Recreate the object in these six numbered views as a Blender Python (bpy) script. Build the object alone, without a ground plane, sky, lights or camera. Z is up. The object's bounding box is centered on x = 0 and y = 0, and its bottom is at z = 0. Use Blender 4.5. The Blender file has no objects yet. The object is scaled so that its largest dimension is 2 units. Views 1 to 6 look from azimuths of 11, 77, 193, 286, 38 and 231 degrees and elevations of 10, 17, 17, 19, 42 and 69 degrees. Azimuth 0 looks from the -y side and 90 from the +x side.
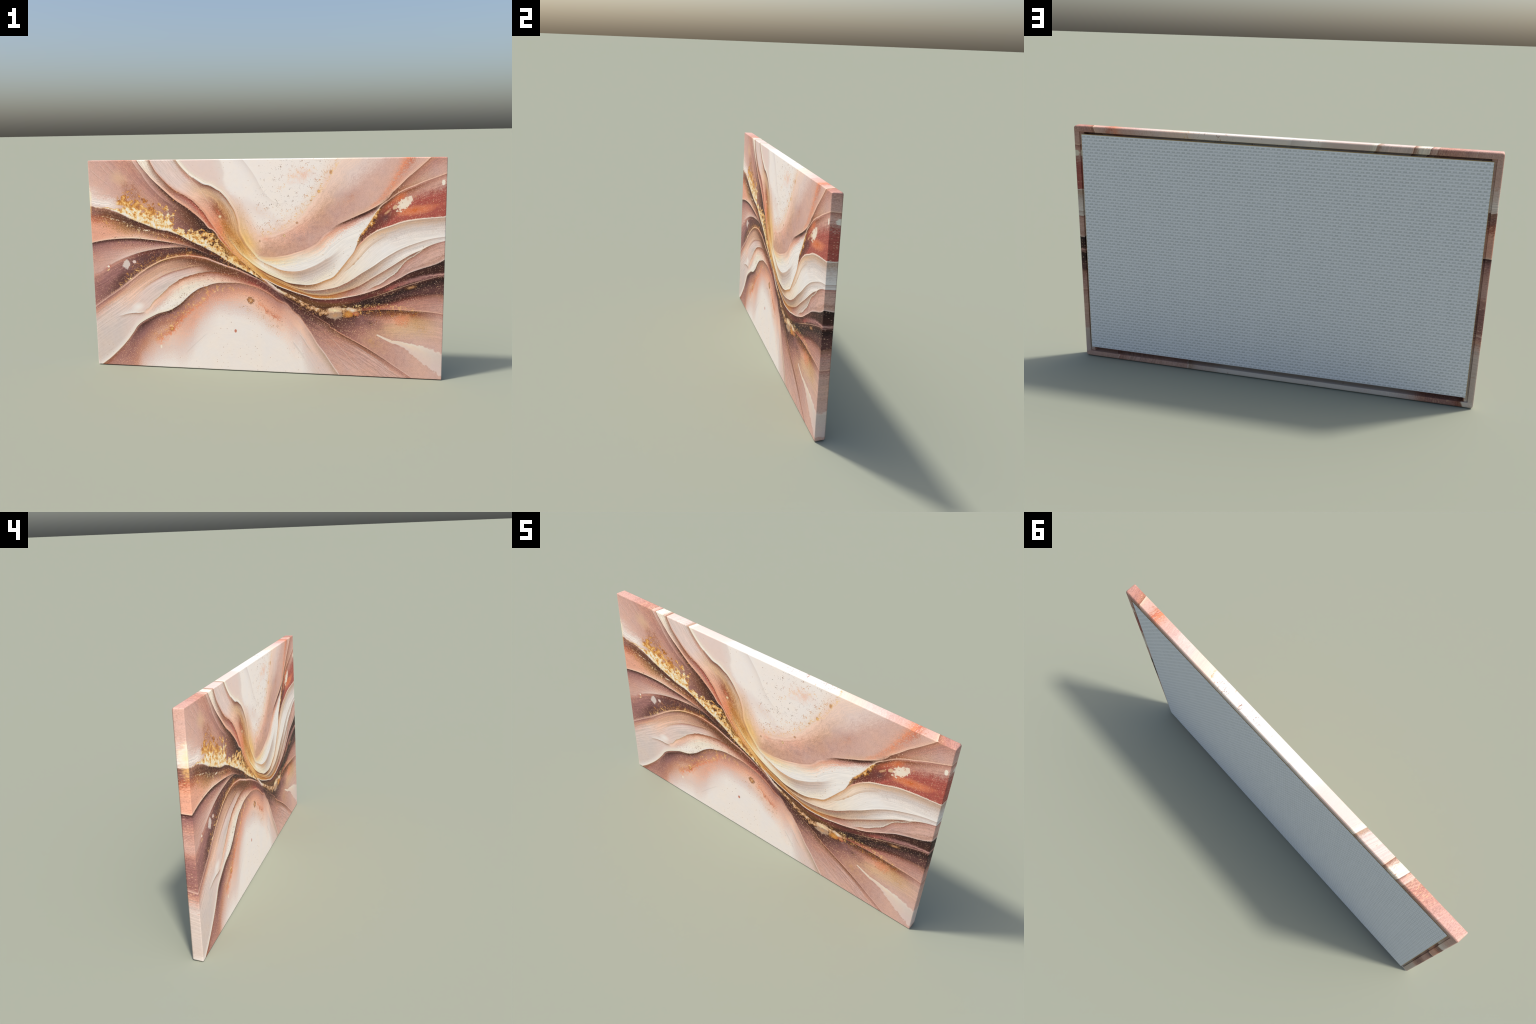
"""Stretched canvas picture: a wide box canvas whose printed abstract painting (flowing
folds of blush, mauve and umber paint with gold leaf) wraps round the edges to the back,
where a woven backing board is fixed over hidden stretcher bars."""
import bpy, bmesh, math
import numpy as np
from mathutils import Vector, Matrix

# ------------------------------------------------------------------ sizes (m)
HALF = 0.9994          # half width of the canvas
TALL = 1.2125        # height
FRONT = -0.0295     # painted face
BACK = 0.0255       # folded-over lip at the back
LEAN = 0.0054       # the picture leans back very slightly

def new_mesh(name, bm, mat, parent, smooth=True):
    me = bpy.data.meshes.new(name)
    bm.normal_update()
    bm.to_mesh(me); bm.free()
    me.materials.append(mat)
    if smooth:
        for p in me.polygons: p.use_smooth = True
        me.set_sharp_from_angle(angle=math.radians(40))
    ob = bpy.data.objects.new(name, me)
    bpy.context.scene.collection.objects.link(ob)
    ob.parent = parent
    return ob

def rounded_rect(bm, x, z0, z1, y, r, steps=5):
    """ring of vertices: rectangle |X|<=x, z0<=Z<=z1 at depth y, corner radius r"""
    vs = []
    for cx, cz, a0 in ((x-r, z1-r, 0), (-x+r, z1-r, 90), (-x+r, z0+r, 180), (x-r, z0+r, 270)):
        for i in range(steps+1):
            a = math.radians(a0 + 90*i/steps)
            vs.append(bm.verts.new((cx+r*math.cos(a), y, cz+r*math.sin(a))))
    return vs

def bridge(bm, a, b):
    n = len(a)
    for i in range(n):
        bm.faces.new((a[i], a[(i+1) % n], b[(i+1) % n], b[i]))

def ring_loft(profile, corner):
    """sweep a profile of (inset from the outline, depth) round the picture's outline"""
    bm = bmesh.new()
    rings = [rounded_rect(bm, HALF-d, d, TALL-d, y, max(corner(y)-d, 0.0006)) for d, y in profile]
    for a, b in zip(rings, rings[1:]): bridge(bm, a, b)
    return bm, rings

def arc(cx, cy, r, a0, a1, n):
    return [(cx+r*math.cos(math.radians(a0+(a1-a0)*i/n)), cy+r*math.sin(math.radians(a0+(a1-a0)*i/n))) for i in range(n+1)]

def build_canvas(mat, parent):
    rf, rb, lip = 0.0045, 0.0085, 0.0285
    prof  = arc(rf, FRONT+rf, rf, -90, -180, 6)           # front edge
    prof += arc(rb, BACK-rb, rb, 180, 90, 8)              # back edge
    prof += arc(lip-0.002, BACK-0.002, 0.002, 90, 0, 4)   # rolled inner edge of the lip
    prof += [(lip, FRONT+0.004)]
    bm, rings = ring_loft(prof, lambda y: 0.0045+0.0075*min(max((y-FRONT-0.01)/0.03, 0), 1))   # corners soften towards the back
    bm.faces.new(rings[0][::-1])                          # painted face
    bm.faces.new(rings[-1])                               # reverse of the cloth, deep inside
    bmesh.ops.recalc_face_normals(bm, faces=bm.faces)
    return new_mesh("painted_canvas", bm, mat, parent)

def box(bm, x0, x1, y0, y1, z0, z1, bev=0.0):
    vs = [bm.verts.new((x, y, z)) for x in (x0, x1) for y in (y0, y1) for z in (z0, z1)]
    q = lambda *i: bm.faces.new([vs[k] for k in i])
    fs = [q(0,1,3,2), q(4,6,7,5), q(0,4,5,1), q(2,3,7,6), q(0,2,6,4), q(1,5,7,3)]
    bmesh.ops.recalc_face_normals(bm, faces=fs)
    if bev:
        es = {e for f in fs for e in f.edges}
        bmesh.ops.bevel(bm, geom=list(es), offset=bev, segments=2, affect='EDGES')

# ------------------------------------------------------------------ pigments
# named pigments as they look on the sunlit face (sRGB); FACE_LIGHT takes the set's light out
FACE_LIGHT = 0.88
PIGMENT = dict(
    ink=(44,28,28), umber=(80,46,38), coffee=(112,70,50), mocha=(150,108,90), sienna=(150,88,58),
    olive=(115,76,42), maroon=(118,62,56), plum=(106,70,68), brick=(172,88,78), russet=(188,100,70),
    mauve=(152,108,104), rosewood=(182,134,122), dusty=(197,158,147), rose=(210,174,162),
    salmon=(224,165,140), coral=(222,138,98), orange=(214,112,56), peach=(238,196,172),
    peachpale=(236,212,190), tan=(216,180,146), camel=(196,150,104), taupe=(190,166,150),
    mink=(168,144,126), greige=(210,195,187), blush=(224,200,190), ivory=(238,228,220),
    cream=(244,232,214), white=(252,245,238), butter=(250,232,186), honey=(236,192,122),
    gold=(206,150,74), ochre=(184,122,56), fawn=(204,162,138), clay=(186,132,108), bark=(136,92,76))

def linear(c):
    c = c/255
    return c/12.92 if c <= 0.04045 else ((c+0.055)/1.055)**2.4

def pigment(name):
    rgb = [linear(c)/FACE_LIGHT for c in PIGMENT[name]]
    k = min(1.0, 0.97/max(rgb))
    return tuple(c*k for c in rgb)

# ------------------------------------------------------------------ small node kit
class Kit:
    def __init__(self, name):
        self.mat = bpy.data.materials.new(name)
        self.mat.use_nodes = True
        self.tree = self.mat.node_tree
        self.bsdf = self.tree.nodes["Principled BSDF"]

    def node(self, kind, **props):
        n = self.tree.nodes.new("ShaderNode"+kind)
        for k, v in props.items(): setattr(n, k, v)
        return n

    def put(self, socket, v):
        if isinstance(v, bpy.types.NodeSocket): self.tree.links.new(v, socket)
        else: socket.default_value = v

    def math(self, op, a, b=0.0, c=0.0, clamp=False):
        n = self.node("Math", operation=op, use_clamp=clamp)
        for s, v in zip(n.inputs, (a, b, c)): self.put(s, v)
        return n.outputs[0]

    def dot(self, v, k):
        n = self.node("VectorMath", operation='DOT_PRODUCT')
        self.put(n.inputs[0], v); n.inputs[1].default_value = k
        return n.outputs["Value"]

    def vec(self, x, y, z=0.0):
        n = self.node("CombineXYZ")
        for s, v in zip(n.inputs, (x, y, z)): self.put(s, v)
        return n.outputs[0]

    def span(self, v, a, b, lo=0.0, hi=1.0, smooth=False):
        n = self.node("MapRange", clamp=True, interpolation_type='SMOOTHSTEP' if smooth else 'LINEAR')
        for s, x in zip(n.inputs, (v, a, b, lo, hi)): self.put(s, x)
        return n.outputs[0]

    def noise(self, v, scale, detail=2.0, rough=0.5):
        n = self.node("TexNoise", noise_dimensions='2D')
        self.put(n.inputs["Vector"], v)
        n.inputs["Scale"].default_value = scale
        n.inputs["Detail"].default_value = detail
        n.inputs["Roughness"].default_value = rough
        return n.outputs[0]

    def ramp(self, v, stops):
        """stops: (position, pigment name, cover)"""
        n = self.node("ValToRGB")
        self.put(n.inputs[0], v)
        el = n.color_ramp.elements
        while len(el) < len(stops): el.new(0.5)
        for e, (p, _, _) in zip(el, stops): e.position = p
        for e, (p, c, a) in zip(el, stops): e.position = p; e.color = (*pigment(c), a)
        return n.outputs[0], n.outputs[1]

    def curve(self, v, pts):
        """smooth curve through (0..1, value) points; returns the value"""
        lo = min(p[1] for p in pts); hi = max(p[1] for p in pts)
        if hi-lo < 1e-6:
            self.table = (np.array([0.0, 1.0]), np.array([lo, lo]))
            return lo
        n = self.node("FloatCurve")
        self.put(n.inputs["Value"], v)
        cm = n.mapping; cm.use_clip = True; cm.extend = 'HORIZONTAL'
        cv = cm.curves[0]
        pts = [(p[0], (p[1]-lo)/(hi-lo)) for p in pts]
        cv.points[0].location = pts[0]; cv.points[1].location = pts[-1]
        for p in pts[1:-1]: cv.points.new(*p)
        for p in cv.points: p.handle_type = 'AUTO_CLAMPED' if len(pts) < 4 else 'AUTO'
        cm.update()
        ts = np.linspace(0, 1, 129)
        self.table = (ts, np.array([cm.evaluate(cv, t) for t in ts])*(hi-lo)+lo)
        return self.math('MULTIPLY_ADD', n.outputs[0], hi-lo, lo)

    def mix(self, f, a, b):
        n = self.node("Mix", data_type='RGBA')
        self.put(n.inputs[0], f)
        for s, v in ((n.inputs[6], a), (n.inputs[7], b)):
            self.put(s, v if isinstance(v, bpy.types.NodeSocket) else (*v, 1))
        return n.outputs[2]

    def mixf(self, f, a, b):
        n = self.node("Mix", data_type='FLOAT')
        self.put(n.inputs[0], f); self.put(n.inputs[2], a); self.put(n.inputs[3], b)
        return n.outputs[0]

    def scale(self, col, f):
        g = self.node("CombineColor")
        for s in g.inputs: self.put(s, f)
        n = self.node("Mix", data_type='RGBA', blend_type='MULTIPLY')
        n.inputs[0].default_value = 1.0
        self.put(n.inputs[6], col); self.put(n.inputs[7], g.outputs[0])
        return n.outputs[2]

# ------------------------------------------------------------------ the painting
K = Kit("printed_canvas")

def picture_plane():
    """Picture coordinates (x, z). Round the edges the print runs on mirrored, as on a real
    gallery wrap: which edge is nearest decides the direction it is mirrored in."""
    WRAP = 0.32
    o = K.node("TexCoord").outputs["Object"]
    s = K.node("SeparateXYZ"); K.put(s.inputs[0], o)
    x, y, z = s.outputs
    ex = K.math('SUBTRACT', HALF, K.math('ABSOLUTE', x))
    ez = K.math('MINIMUM', z, K.math('SUBTRACT', TALL, z))
    near = K.math('MINIMUM', ex, ez)
    depth = K.math('SUBTRACT', y, FRONT)
    back = K.math('GREATER_THAN', y, BACK-0.006)
    run = K.math('MULTIPLY_ADD', near, back, depth)
    wrapped = K.math('GREATER_THAN', depth, 0.004)
    on_side = K.math('MULTIPLY', K.math('LESS_THAN', ex, ez), wrapped)
    on_rim = K.math('MULTIPLY', K.math('LESS_THAN', ez, ex), wrapped)
    k = K.math('MULTIPLY', run, WRAP)
    sx = K.math('MULTIPLY', K.math('SIGN', x), K.math('SUBTRACT', HALF, k))
    upper = K.math('GREATER_THAN', z, TALL/2)
    sz = K.mixf(upper, k, K.math('SUBTRACT', TALL, k))
    px = K.mixf(on_side, x, sx)
    pz = K.mixf(on_rim, z, sz)
    inside = K.math('GREATER_THAN', near, 0.0275)
    return K.vec(px, pz), K.math('MULTIPLY', K.math('MAXIMUM', back, inside), wrapped), on_side

PLANE, LIP_MASK, SIDE_MASK = picture_plane()
SHARED = [K.noise(PLANE, 6.0, 4.0, 0.6), K.noise(PLANE, 17.0, 4.0, 0.6), K.noise(PLANE, 46.0, 4.0, 0.62), K.noise(PLANE, 190.0, 3.0, 0.7)]
def pick_noise(shared, scale):
    return shared[0 if scale < 10 else 1 if scale < 28 else 2 if scale < 85 else 3]
def ragged(scale):
    return pick_noise(SHARED, scale)
CANVAS = [K.mix(0.0, pigment('ivory'), pigment('ivory'))]

def lay(colour, cover):
    CANVAS[0] = K.mix(cover, CANVAS[0], colour)

# The picture is surveyed on a coarse grid so that each region of the canvas only has to
# evaluate the layers that really show there.
GX, GZ = np.meshgrid(np.linspace(-HALF, HALF, 251), np.linspace(0, TALL, 153))
LAYERS = []          # (node group, most it can cover, least it covers) from back to front
REACH = {}           # survey of the layer being built

def layer(build):
    """every brush layer is a node group of its own: (picture plane, canvas so far) -> canvas"""
    def wrapped(name, *args, **kw):
        global PLANE, SHARED
        material_tree, plane, below, shared = K.tree, PLANE, CANVAS[0], SHARED
        g = bpy.data.node_groups.new(name, "ShaderNodeTree")
        sockets(g, shared)
        g.interface.new_socket("Canvas", in_out='OUTPUT', socket_type='NodeSocketColor')
        K.tree = g
        gi, go = g.nodes.new("NodeGroupInput"), g.nodes.new("NodeGroupOutput")
        PLANE, CANVAS[0] = gi.outputs[0], gi.outputs[1]
        SHARED = [gi.outputs[2+i] for i in range(len(shared))]
        # the layers are evaluated one after the other (each plane hangs on the layer below by a
        # vanishing amount), which keeps the number of values alive at a time small
        sep = K.node("RGBToBW"); K.put(sep.inputs[0], CANVAS[0])
        hang = K.vec(K.math('MULTIPLY', sep.outputs[0], 1e-12), 0.0)
        add = K.node("VectorMath", operation='ADD'); K.put(add.inputs[0], PLANE); K.put(add.inputs[1], hang)
        PLANE = add.outputs[0]
        REACH.clear()
        build(name, *args, **kw)
        g.links.new(CANVAS[0], go.inputs[0])
        K.tree, PLANE, SHARED, CANVAS[0] = material_tree, plane, shared, below
        LAYERS.append((g, REACH['most'], REACH['least']))
    return wrapped

def sockets(g, shared):
    g.interface.new_socket("Plane", in_out='INPUT', socket_type='NodeSocketVector')
    g.interface.new_socket("Canvas", in_out='INPUT', socket_type='NodeSocketColor')
    for i in range(len(shared)):
        g.interface.new_socket("Noise", in_out='INPUT', socket_type='NodeSocketFloat')

def smooth(x, a, b):
    t = np.clip((x-a)/(b-a), 0, 1)
    return t*t*(3-2*t)

def along_and_off(path):
    """frame of a brush path: position along its chord (0..1), signed distance from the curve"""
    (x0, z0), (x1, z1) = path[0], path[-1]
    L = math.hypot(x1-x0, z1-z0); cx, cz = (x1-x0)/L, (z1-z0)/L
    pts = [(((x-x0)*cx+(z-z0)*cz)/L, -(x-x0)*cz+(z-z0)*cx) for x, z in path]
    keep = [pts[0]]
    for p in pts[1:]:
        if p[0] > keep[-1][0]+0.004: keep.append(p)
    pts = keep
    a = K.math('SUBTRACT', K.dot(PLANE, (cx/L, cz/L, 0)), (x0*cx+z0*cz)/L)
    off = K.math('SUBTRACT', K.dot(PLANE, (-cz, cx, 0)), -x0*cz+z0*cx)
    off = K.math('SUBTRACT', off, K.curve(a, pts))
    ga = (GX*cx+GZ*cz-(x0*cx+z0*cz))/L
    goff = -GX*cz+GZ*cx-(-x0*cz+z0*cx)-np.interp(ga, *K.table)
    lean = []
    for i, p in enumerate(pts):
        q0, q1 = pts[max(i-1, 0)], pts[min(i+1, len(pts)-1)]
        lean.append((p[0], 1/math.hypot(1, (q1[1]-q0[1])/((q1[0]-q0[0])*L))))
    if min(v for _, v in lean) < 0.93:
        off = K.math('MULTIPLY', off, K.curve(a, lean))
        goff = goff*np.interp(ga, *K.table)
    REACH.update(a=ga, off=goff)
    return a, off, L

COUNT = [0]
@layer
def fold(name, path, profiles, fade=None, wob=None, streak=0.0, width=None, grain=False, stipple=1.0):
    """A fold of paint along a path. Each profile lists (distance from the path in m, pigment,
    cover) across the fold; several profiles are blended along it."""
    COUNT[0] += 1
    a, off, L = along_and_off(path)
    if width:
        off = K.math('DIVIDE', off, K.curve(a, width))
        REACH['off'] = REACH['off']/np.interp(REACH['a'], *K.table)
    if wob:
        off = K.math('MULTIPLY_ADD', K.math('SUBTRACT', ragged(wob[1]), 0.5), wob[0]*2, off)
    bristle = None
    if streak:
        # bristle marks run along the fold: they drag the colours across it and shade them
        v = K.vec(K.math('MULTIPLY', a, L*4), K.math('MULTIPLY_ADD', off, 150.0, COUNT[0]*7.3))
        bristle = K.math('SUBTRACT', K.noise(v, 1.0, 3.0, 0.65), 0.5)
        far = K.math('ABSOLUTE', off)
        drag = K.math('MULTIPLY', K.math('MINIMUM', K.math('MULTIPLY', far, 0.9), 0.03), bristle)
        shade = K.math('MULTIPLY', bristle, K.span(far, 0.04, 0.20, streak*3.6, streak*0.6))
        # relief shading painted into the colour: lit and shaded flank where the bristle value crosses its middle
        t = K.math('MULTIPLY', bristle, 16.0)
        flank = K.math('SUBTRACT', 1.0, K.math('ABSOLUTE', t), clamp=True)
        shade = K.math('ADD', shade, K.math('MULTIPLY', K.math('MULTIPLY', t, flank), K.span(far, 0.05, 0.22, streak*2.4, 0.05)))
        off = K.math('ADD', off, drag)
    if not width and stipple:
        # colours meet in a stipple of fine grains, coarser away from the crisp edge of the fold
        d = K.math('MINIMUM', K.math('MULTIPLY', K.math('ABSOLUTE', off), 2.2), 0.17)
        off = K.math('MULTIPLY_ADD', K.math('SUBTRACT', K.mixf(0.25, ragged(130), ragged(50)), 0.5), K.math('MULTIPLY', d, stipple), off)
    col = cov = None
    for i, (at, stops) in enumerate(profiles):
        lo, hi = stops[0][0], stops[-1][0]
        t = K.math('MULTIPLY_ADD', off, 1/(hi-lo), -lo/(hi-lo))
        c, v = K.ramp(t, [((d-lo)/(hi-lo), p, k) for d, p, k in stops])
        if col is None: col, cov = c, v
        else:
            f = K.span(a, profiles[i-1][0], at)
            col, cov = K.mix(f, col, c), K.mixf(f, cov, v)
    if fade:
        if fade[1] > 0: cov = K.math('MULTIPLY', cov, K.span(a, fade[0], max(fade[1], fade[0]+0.001), smooth=True))
        if fade[2] < 5: cov = K.math('MULTIPLY', cov, K.span(a, fade[2], fade[3], 1.0, 0.0, smooth=True))
    if grain: cov = K.math('MULTIPLY', cov, K.span(K.mixf(0.5, ragged(50), ragged(130)), 0.38, 0.52))
    if streak: col = K.scale(col, K.math('ADD', shade, 1.0))
    lay(col, cov)
    ga, slack = REACH['a'], (wob[0] if wob else 0.0)+(0.3 if width else 0.008)+(0.008 if streak else 0.0)
    covers = []
    for shift in (-slack, -slack/2, 0, slack/2, slack):
        g = None
        for i, (at, stops) in enumerate(profiles):
            c = np.interp(REACH['off']+shift, [q[0] for q in stops], [q[2] for q in stops])
            g = c if g is None else g+(c-g)*np.clip((ga-profiles[i-1][0])/(at-profiles[i-1][0]), 0, 1)
        covers.append(g)
    most, least = np.max(covers, 0), np.min(covers, 0)*(0 if grain else 1)
    if fade:
        k = (smooth(ga, fade[0], max(fade[1], fade[0]+0.001)) if fade[1] > 0 else 1)*(1-smooth(ga, fade[2], fade[3]) if fade[2] < 5 else 1)
        most, least = most*k, least*k
    REACH.update(most=most, least=least)

@layer
def patch(name, centre, size, turn, stops, rough=0.3, grain=False):
    """a spot of paint: cloud, chip or dot with a ragged rim"""
    c, s = math.cos(math.radians(turn)), math.sin(math.radians(turn))
    u = K.math('SUBTRACT', K.dot(PLANE, (c/size[0], s/size[0], 0)), (centre[0]*c+centre[1]*s)/size[0])
    v = K.math('SUBTRACT', K.dot(PLANE, (-s/size[1], c/size[1], 0)), (-centre[0]*s+centre[1]*c)/size[1])
    ln = K.node("VectorMath", operation='LENGTH'); K.put(ln.inputs[0], K.vec(u, v)); r = ln.outputs["Value"]
    if rough:
        n = ragged(0.9/min(size))
        r = K.math('MULTIPLY_ADD', K.math('SUBTRACT', n, 0.5), rough*1.6, r)
    col, cov = K.ramp(r, stops)
    if grain: cov = K.math('MULTIPLY', cov, K.span(K.mixf(0.5, ragged(50), ragged(130)), 0.38, 0.58))
    lay(col, cov)
    gu = ((GX-centre[0])*c+(GZ-centre[1])*s)/(size[0]+0.006)
    gv = (-(GX-centre[0])*s+(GZ-centre[1])*c)/(size[1]+0.006)
    REACH.update(most=np.where(np.hypot(gu, gv) < 1+rough*0.8, 1.0, 0.0), least=np.zeros_like(GX))

LEAF_TONES = dict(
    cream=[(0.30, 'olive', 1), (0.39, 'ochre', 1), (0.46, 'gold', 1), (0.50, 'honey', 1), (0.56, 'butter', 1), (0.62, 'cream', 1), (0.72, 'white', 1)],
    gold=[(0.34, 'olive', 1), (0.44, 'sienna', 1), (0.5, 'ochre', 1), (0.58, 'gold', 1), (0.66, 'honey', 1), (0.74, 'butter', 1)],
    olive=[(0.3, 'umber', 1), (0.42, 'olive', 1), (0.52, 'ochre', 1), (0.62, 'honey', 1), (0.7, 'cream', 1)],
    umber=[(0.3, 'ink', 1), (0.42, 'umber', 1), (0.5, 'olive', 1), (0.58, 'camel', 1), (0.66, 'tan', 1), (0.72, 'cream', 1)])

@layer
def leaf(name, path, heights, tone='cream', gain=1.0, fine=False):
    """crumbled metal leaf standing on a path; heights gives how far it reaches along it"""
    a, off, L = along_and_off(path)
    side = -1.0 if min(h for _, h in heights) < 0 else 1.0
    q = K.math('DIVIDE', K.math('MULTIPLY', off, side), K.curve(a, [(p, max(abs(h), 0.002)) for p, h in heights]))
    tall = np.interp(REACH['a'], *K.table)
    on = (REACH['off']*side < 2.6*tall+0.01) & (REACH['off']*side > -0.012) & (REACH['a'] > -0.01) & (REACH['a'] < 1.02)
    REACH.update(most=on*1.0, least=np.zeros_like(GX))
    flake = K.mixf(0.55, ragged(50), ragged(130)) if fine else K.mixf(0.45, ragged(20), ragged(50))
    base = K.math('MULTIPLY_ADD', q, -0.28*gain, 0.52*gain) if fine else K.math('MULTIPLY_ADD', q, -0.75*gain, 1.0*gain)
    cover = K.math('MULTIPLY_ADD', K.math('SUBTRACT', flake, 0.5), 4.2 if fine else 2.6, base)
    cover = K.span(cover, 0.47, 0.56, smooth=True)
    cover = K.math('MULTIPLY', cover, K.span(q, -0.03, 0.03))
    cover = K.math('MULTIPLY', cover, K.math('MULTIPLY', K.span(a, 0.0, 0.06), K.span(a, 0.97, 1.01, 1.0, 0.0)))
    g = K.mixf(0.35, ragged(50), ragged(130))
    g = K.math('MULTIPLY_ADD', K.math('SUBTRACT', 0.42, q), 0.22, g)
    col, _ = K.ramp(g, LEAF_TONES[tone])
    lay(col, cover)

# --------- the painting, from the back layer to the front; paths run left to right, distances
# --------- are positive above the path
fold("veil_edge",
     path=[(-0.222, 1.237), (-0.191, 1.146), (-0.193, 1.1), (-0.175, 1.054), (-0.128, 1.017), (-0.078, 0.971), (-0.032, 0.898), (-0.005, 0.842)],
     profiles=[(0, [(-0.06, 'blush', 0.9), (-0.012, 'greige', 0.6), (0.004, 'ivory', 0)]),
               (0.5, [(-0.07, 'blush', 0.9), (-0.02, 'blush', 0.55), (0.006, 'ivory', 0)]),
               (1, [(-0.09, 'tan', 0.95), (-0.04, 'peach', 0.7), (0.03, 'ivory', 0)])])
fold("faint_fold",
     path=[(-0.093, 1.212), (-0.05, 1.157), (-0.021, 1.113), (0.005, 1.063), (0.031, 1.025), (0.061, 0.993), (0.096, 0.973), (0.14, 0.976), (0.184, 0.987)],
     profiles=[(0, [(-0.05, 'greige', 0), (-0.02, 'greige', 0.25), (-0.001, 'greige', 0.6), (0.001, 'white', 0.5), (0.03, 'white', 0)]),
               (1, [(-0.02, 'greige', 0), (-0.001, 'greige', 0.2), (0.001, 'white', 0.3), (0.01, 'white', 0)])], fade=(0, 0, 0.9, 1))
fold("rose_field",
     path=[(-0.062, 0.795), (0.013, 0.819), (0.107, 0.852), (0.19, 0.899), (0.25, 0.963), (0.318, 1.062), (0.381, 1.159), (0.425, 1.221)],
     profiles=[(0, [(-0.1, 'fawn', 1), (-0.05, 'peach', 0.9), (0, 'peach', 0.4), (0.05, 'peach', 0)]),
               (0.35, [(-0.12, 'dusty', 1), (-0.07, 'salmon', 0.9), (-0.03, 'peach', 0.8), (0, 'peach', 0.3), (0.04, 'peach', 0)]),
               (0.6, [(-0.17, 'dusty', 1), (-0.1, 'fawn', 1), (-0.035, 'peach', 0.9), (0, 'peachpale', 0.4), (0.04, 'peachpale', 0)]),
               (1, [(-0.34, 'rose', 1), (-0.2, 'rose', 1), (-0.12, 'blush', 0.95), (-0.03, 'peach', 0.6), (0.06, 'peachpale', 0)])], wob=(0.02, 14), streak=0.1)
patch("mauve_cloud", centre=(0.47, 0.979), size=(0.17, 0.06), turn=33, stops=[(0, 'clay', 0.75), (0.5, 'dusty', 0.6), (1, 'dusty', 0)], rough=0.7, grain=True)
patch("pink_cloud", centre=(0.33, 0.78), size=(0.1, 0.05), turn=25, stops=[(0, 'dusty', 0.7), (0.6, 'rose', 0.5), (1, 'rose', 0)], rough=0.5)
patch("peach_cloud", centre=(0.244, 1.129), size=(0.05, 0.03), turn=20, stops=[(0, 'salmon', 0.9), (1, 'peach', 0)], rough=0.8, grain=True)
patch("peach_cloud_low", centre=(0.034, 0.771), size=(0.06, 0.03), turn=-10, stops=[(0, 'coral', 0.7), (1, 'peach', 0)], rough=0.8, grain=True)
patch("honey_glow", centre=(-0.057, 0.746), size=(0.09, 0.05), turn=-50, stops=[(0, 'honey', 0.8), (0.5, 'tan', 0.7), (1, 'tan', 0)], rough=0.2)
fold("rust_strip",
     path=[(0.631, 0.973), (0.7, 1.047), (0.754, 1.131), (0.804, 1.231)],
     profiles=[(0, [(-0.02, 'salmon', 0), (-0.008, 'coral', 0.6), (0.004, 'coral', 0.6), (0.02, 'salmon', 0)]),
               (1, [(-0.05, 'sienna', 0), (-0.018, 'russet', 0.9), (0.012, 'coral', 0.9), (0.05, 'salmon', 0)])], wob=(0.012, 30), grain=True)
fold("right_fold",
     path=[(-0.052, 0.701), (-0.025, 0.683), (0.032, 0.672), (0.108, 0.676), (0.197, 0.698), (0.286, 0.735), (0.361, 0.804), (0.39, 0.825), (0.433, 0.855), (0.476, 0.875), (0.533, 0.902), (0.589, 0.928), (0.645, 0.959), (0.687, 0.988), (0.725, 1.033), (0.763, 1.07), (0.798, 1.106), (0.836, 1.139), (0.876, 1.175), (0.913, 1.21)],
     profiles=[(0.014, [(-0.07, 'white', 1), (-0.04, 'butter', 1), (-0.02, 'honey', 1), (-0.002, 'tan', 1), (0, 'tan', 0.5), (0.008, 'tan', 0)]),
               (0.201, [(-0.085, 'white', 1), (-0.045, 'cream', 1), (-0.02, 'peachpale', 1), (-0.002, 'peach', 1), (0, 'rosewood', 0.5), (0.01, 'rose', 0)]),
               (0.396, [(-0.085, 'white', 1), (-0.06, 'ivory', 1), (-0.035, 'peach', 1), (-0.015, 'salmon', 1), (-0.002, 'rose', 1), (0, 'dusty', 0.6), (0.01, 'rose', 0)]),
               (0.488, [(-0.075, 'white', 1), (-0.05, 'ivory', 1), (-0.03, 'salmon', 1), (-0.014, 'rosewood', 1), (-0.006, 'coffee', 1), (0, 'coffee', 1), (0.001, 'rose', 0.8), (0.012, 'peach', 0.3), (0.03, 'peach', 0)]),
               (0.575, [(-0.05, 'white', 1), (-0.03, 'blush', 1), (-0.02, 'rosewood', 1), (-0.009, 'umber', 1), (0, 'umber', 1), (0.001, 'peach', 0.9), (0.012, 'tan', 0.4), (0.03, 'tan', 0)]),
               (0.675, [(-0.04, 'ivory', 1), (-0.02, 'rosewood', 1), (-0.009, 'umber', 1), (0, 'coffee', 1), (0.001, 'peach', 1), (0.012, 'salmon', 0.6), (0.03, 'tan', 0)]),
               (0.792, [(-0.1, 'fawn', 1), (-0.06, 'tan', 1), (-0.025, 'clay', 1), (-0.004, 'bark', 1), (0, 'bark', 1), (0.001, 'peach', 1), (0.012, 'salmon', 0.8), (0.03, 'salmon', 0)]),
               (0.999, [(-0.14, 'rose', 1), (-0.06, 'dusty', 1), (-0.02, 'rosewood', 1), (-0.006, 'clay', 1), (0, 'mocha', 1), (0.001, 'peach', 1), (0.02, 'rose', 0.7), (0.05, 'rose', 0)])], streak=0.14)
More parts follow.
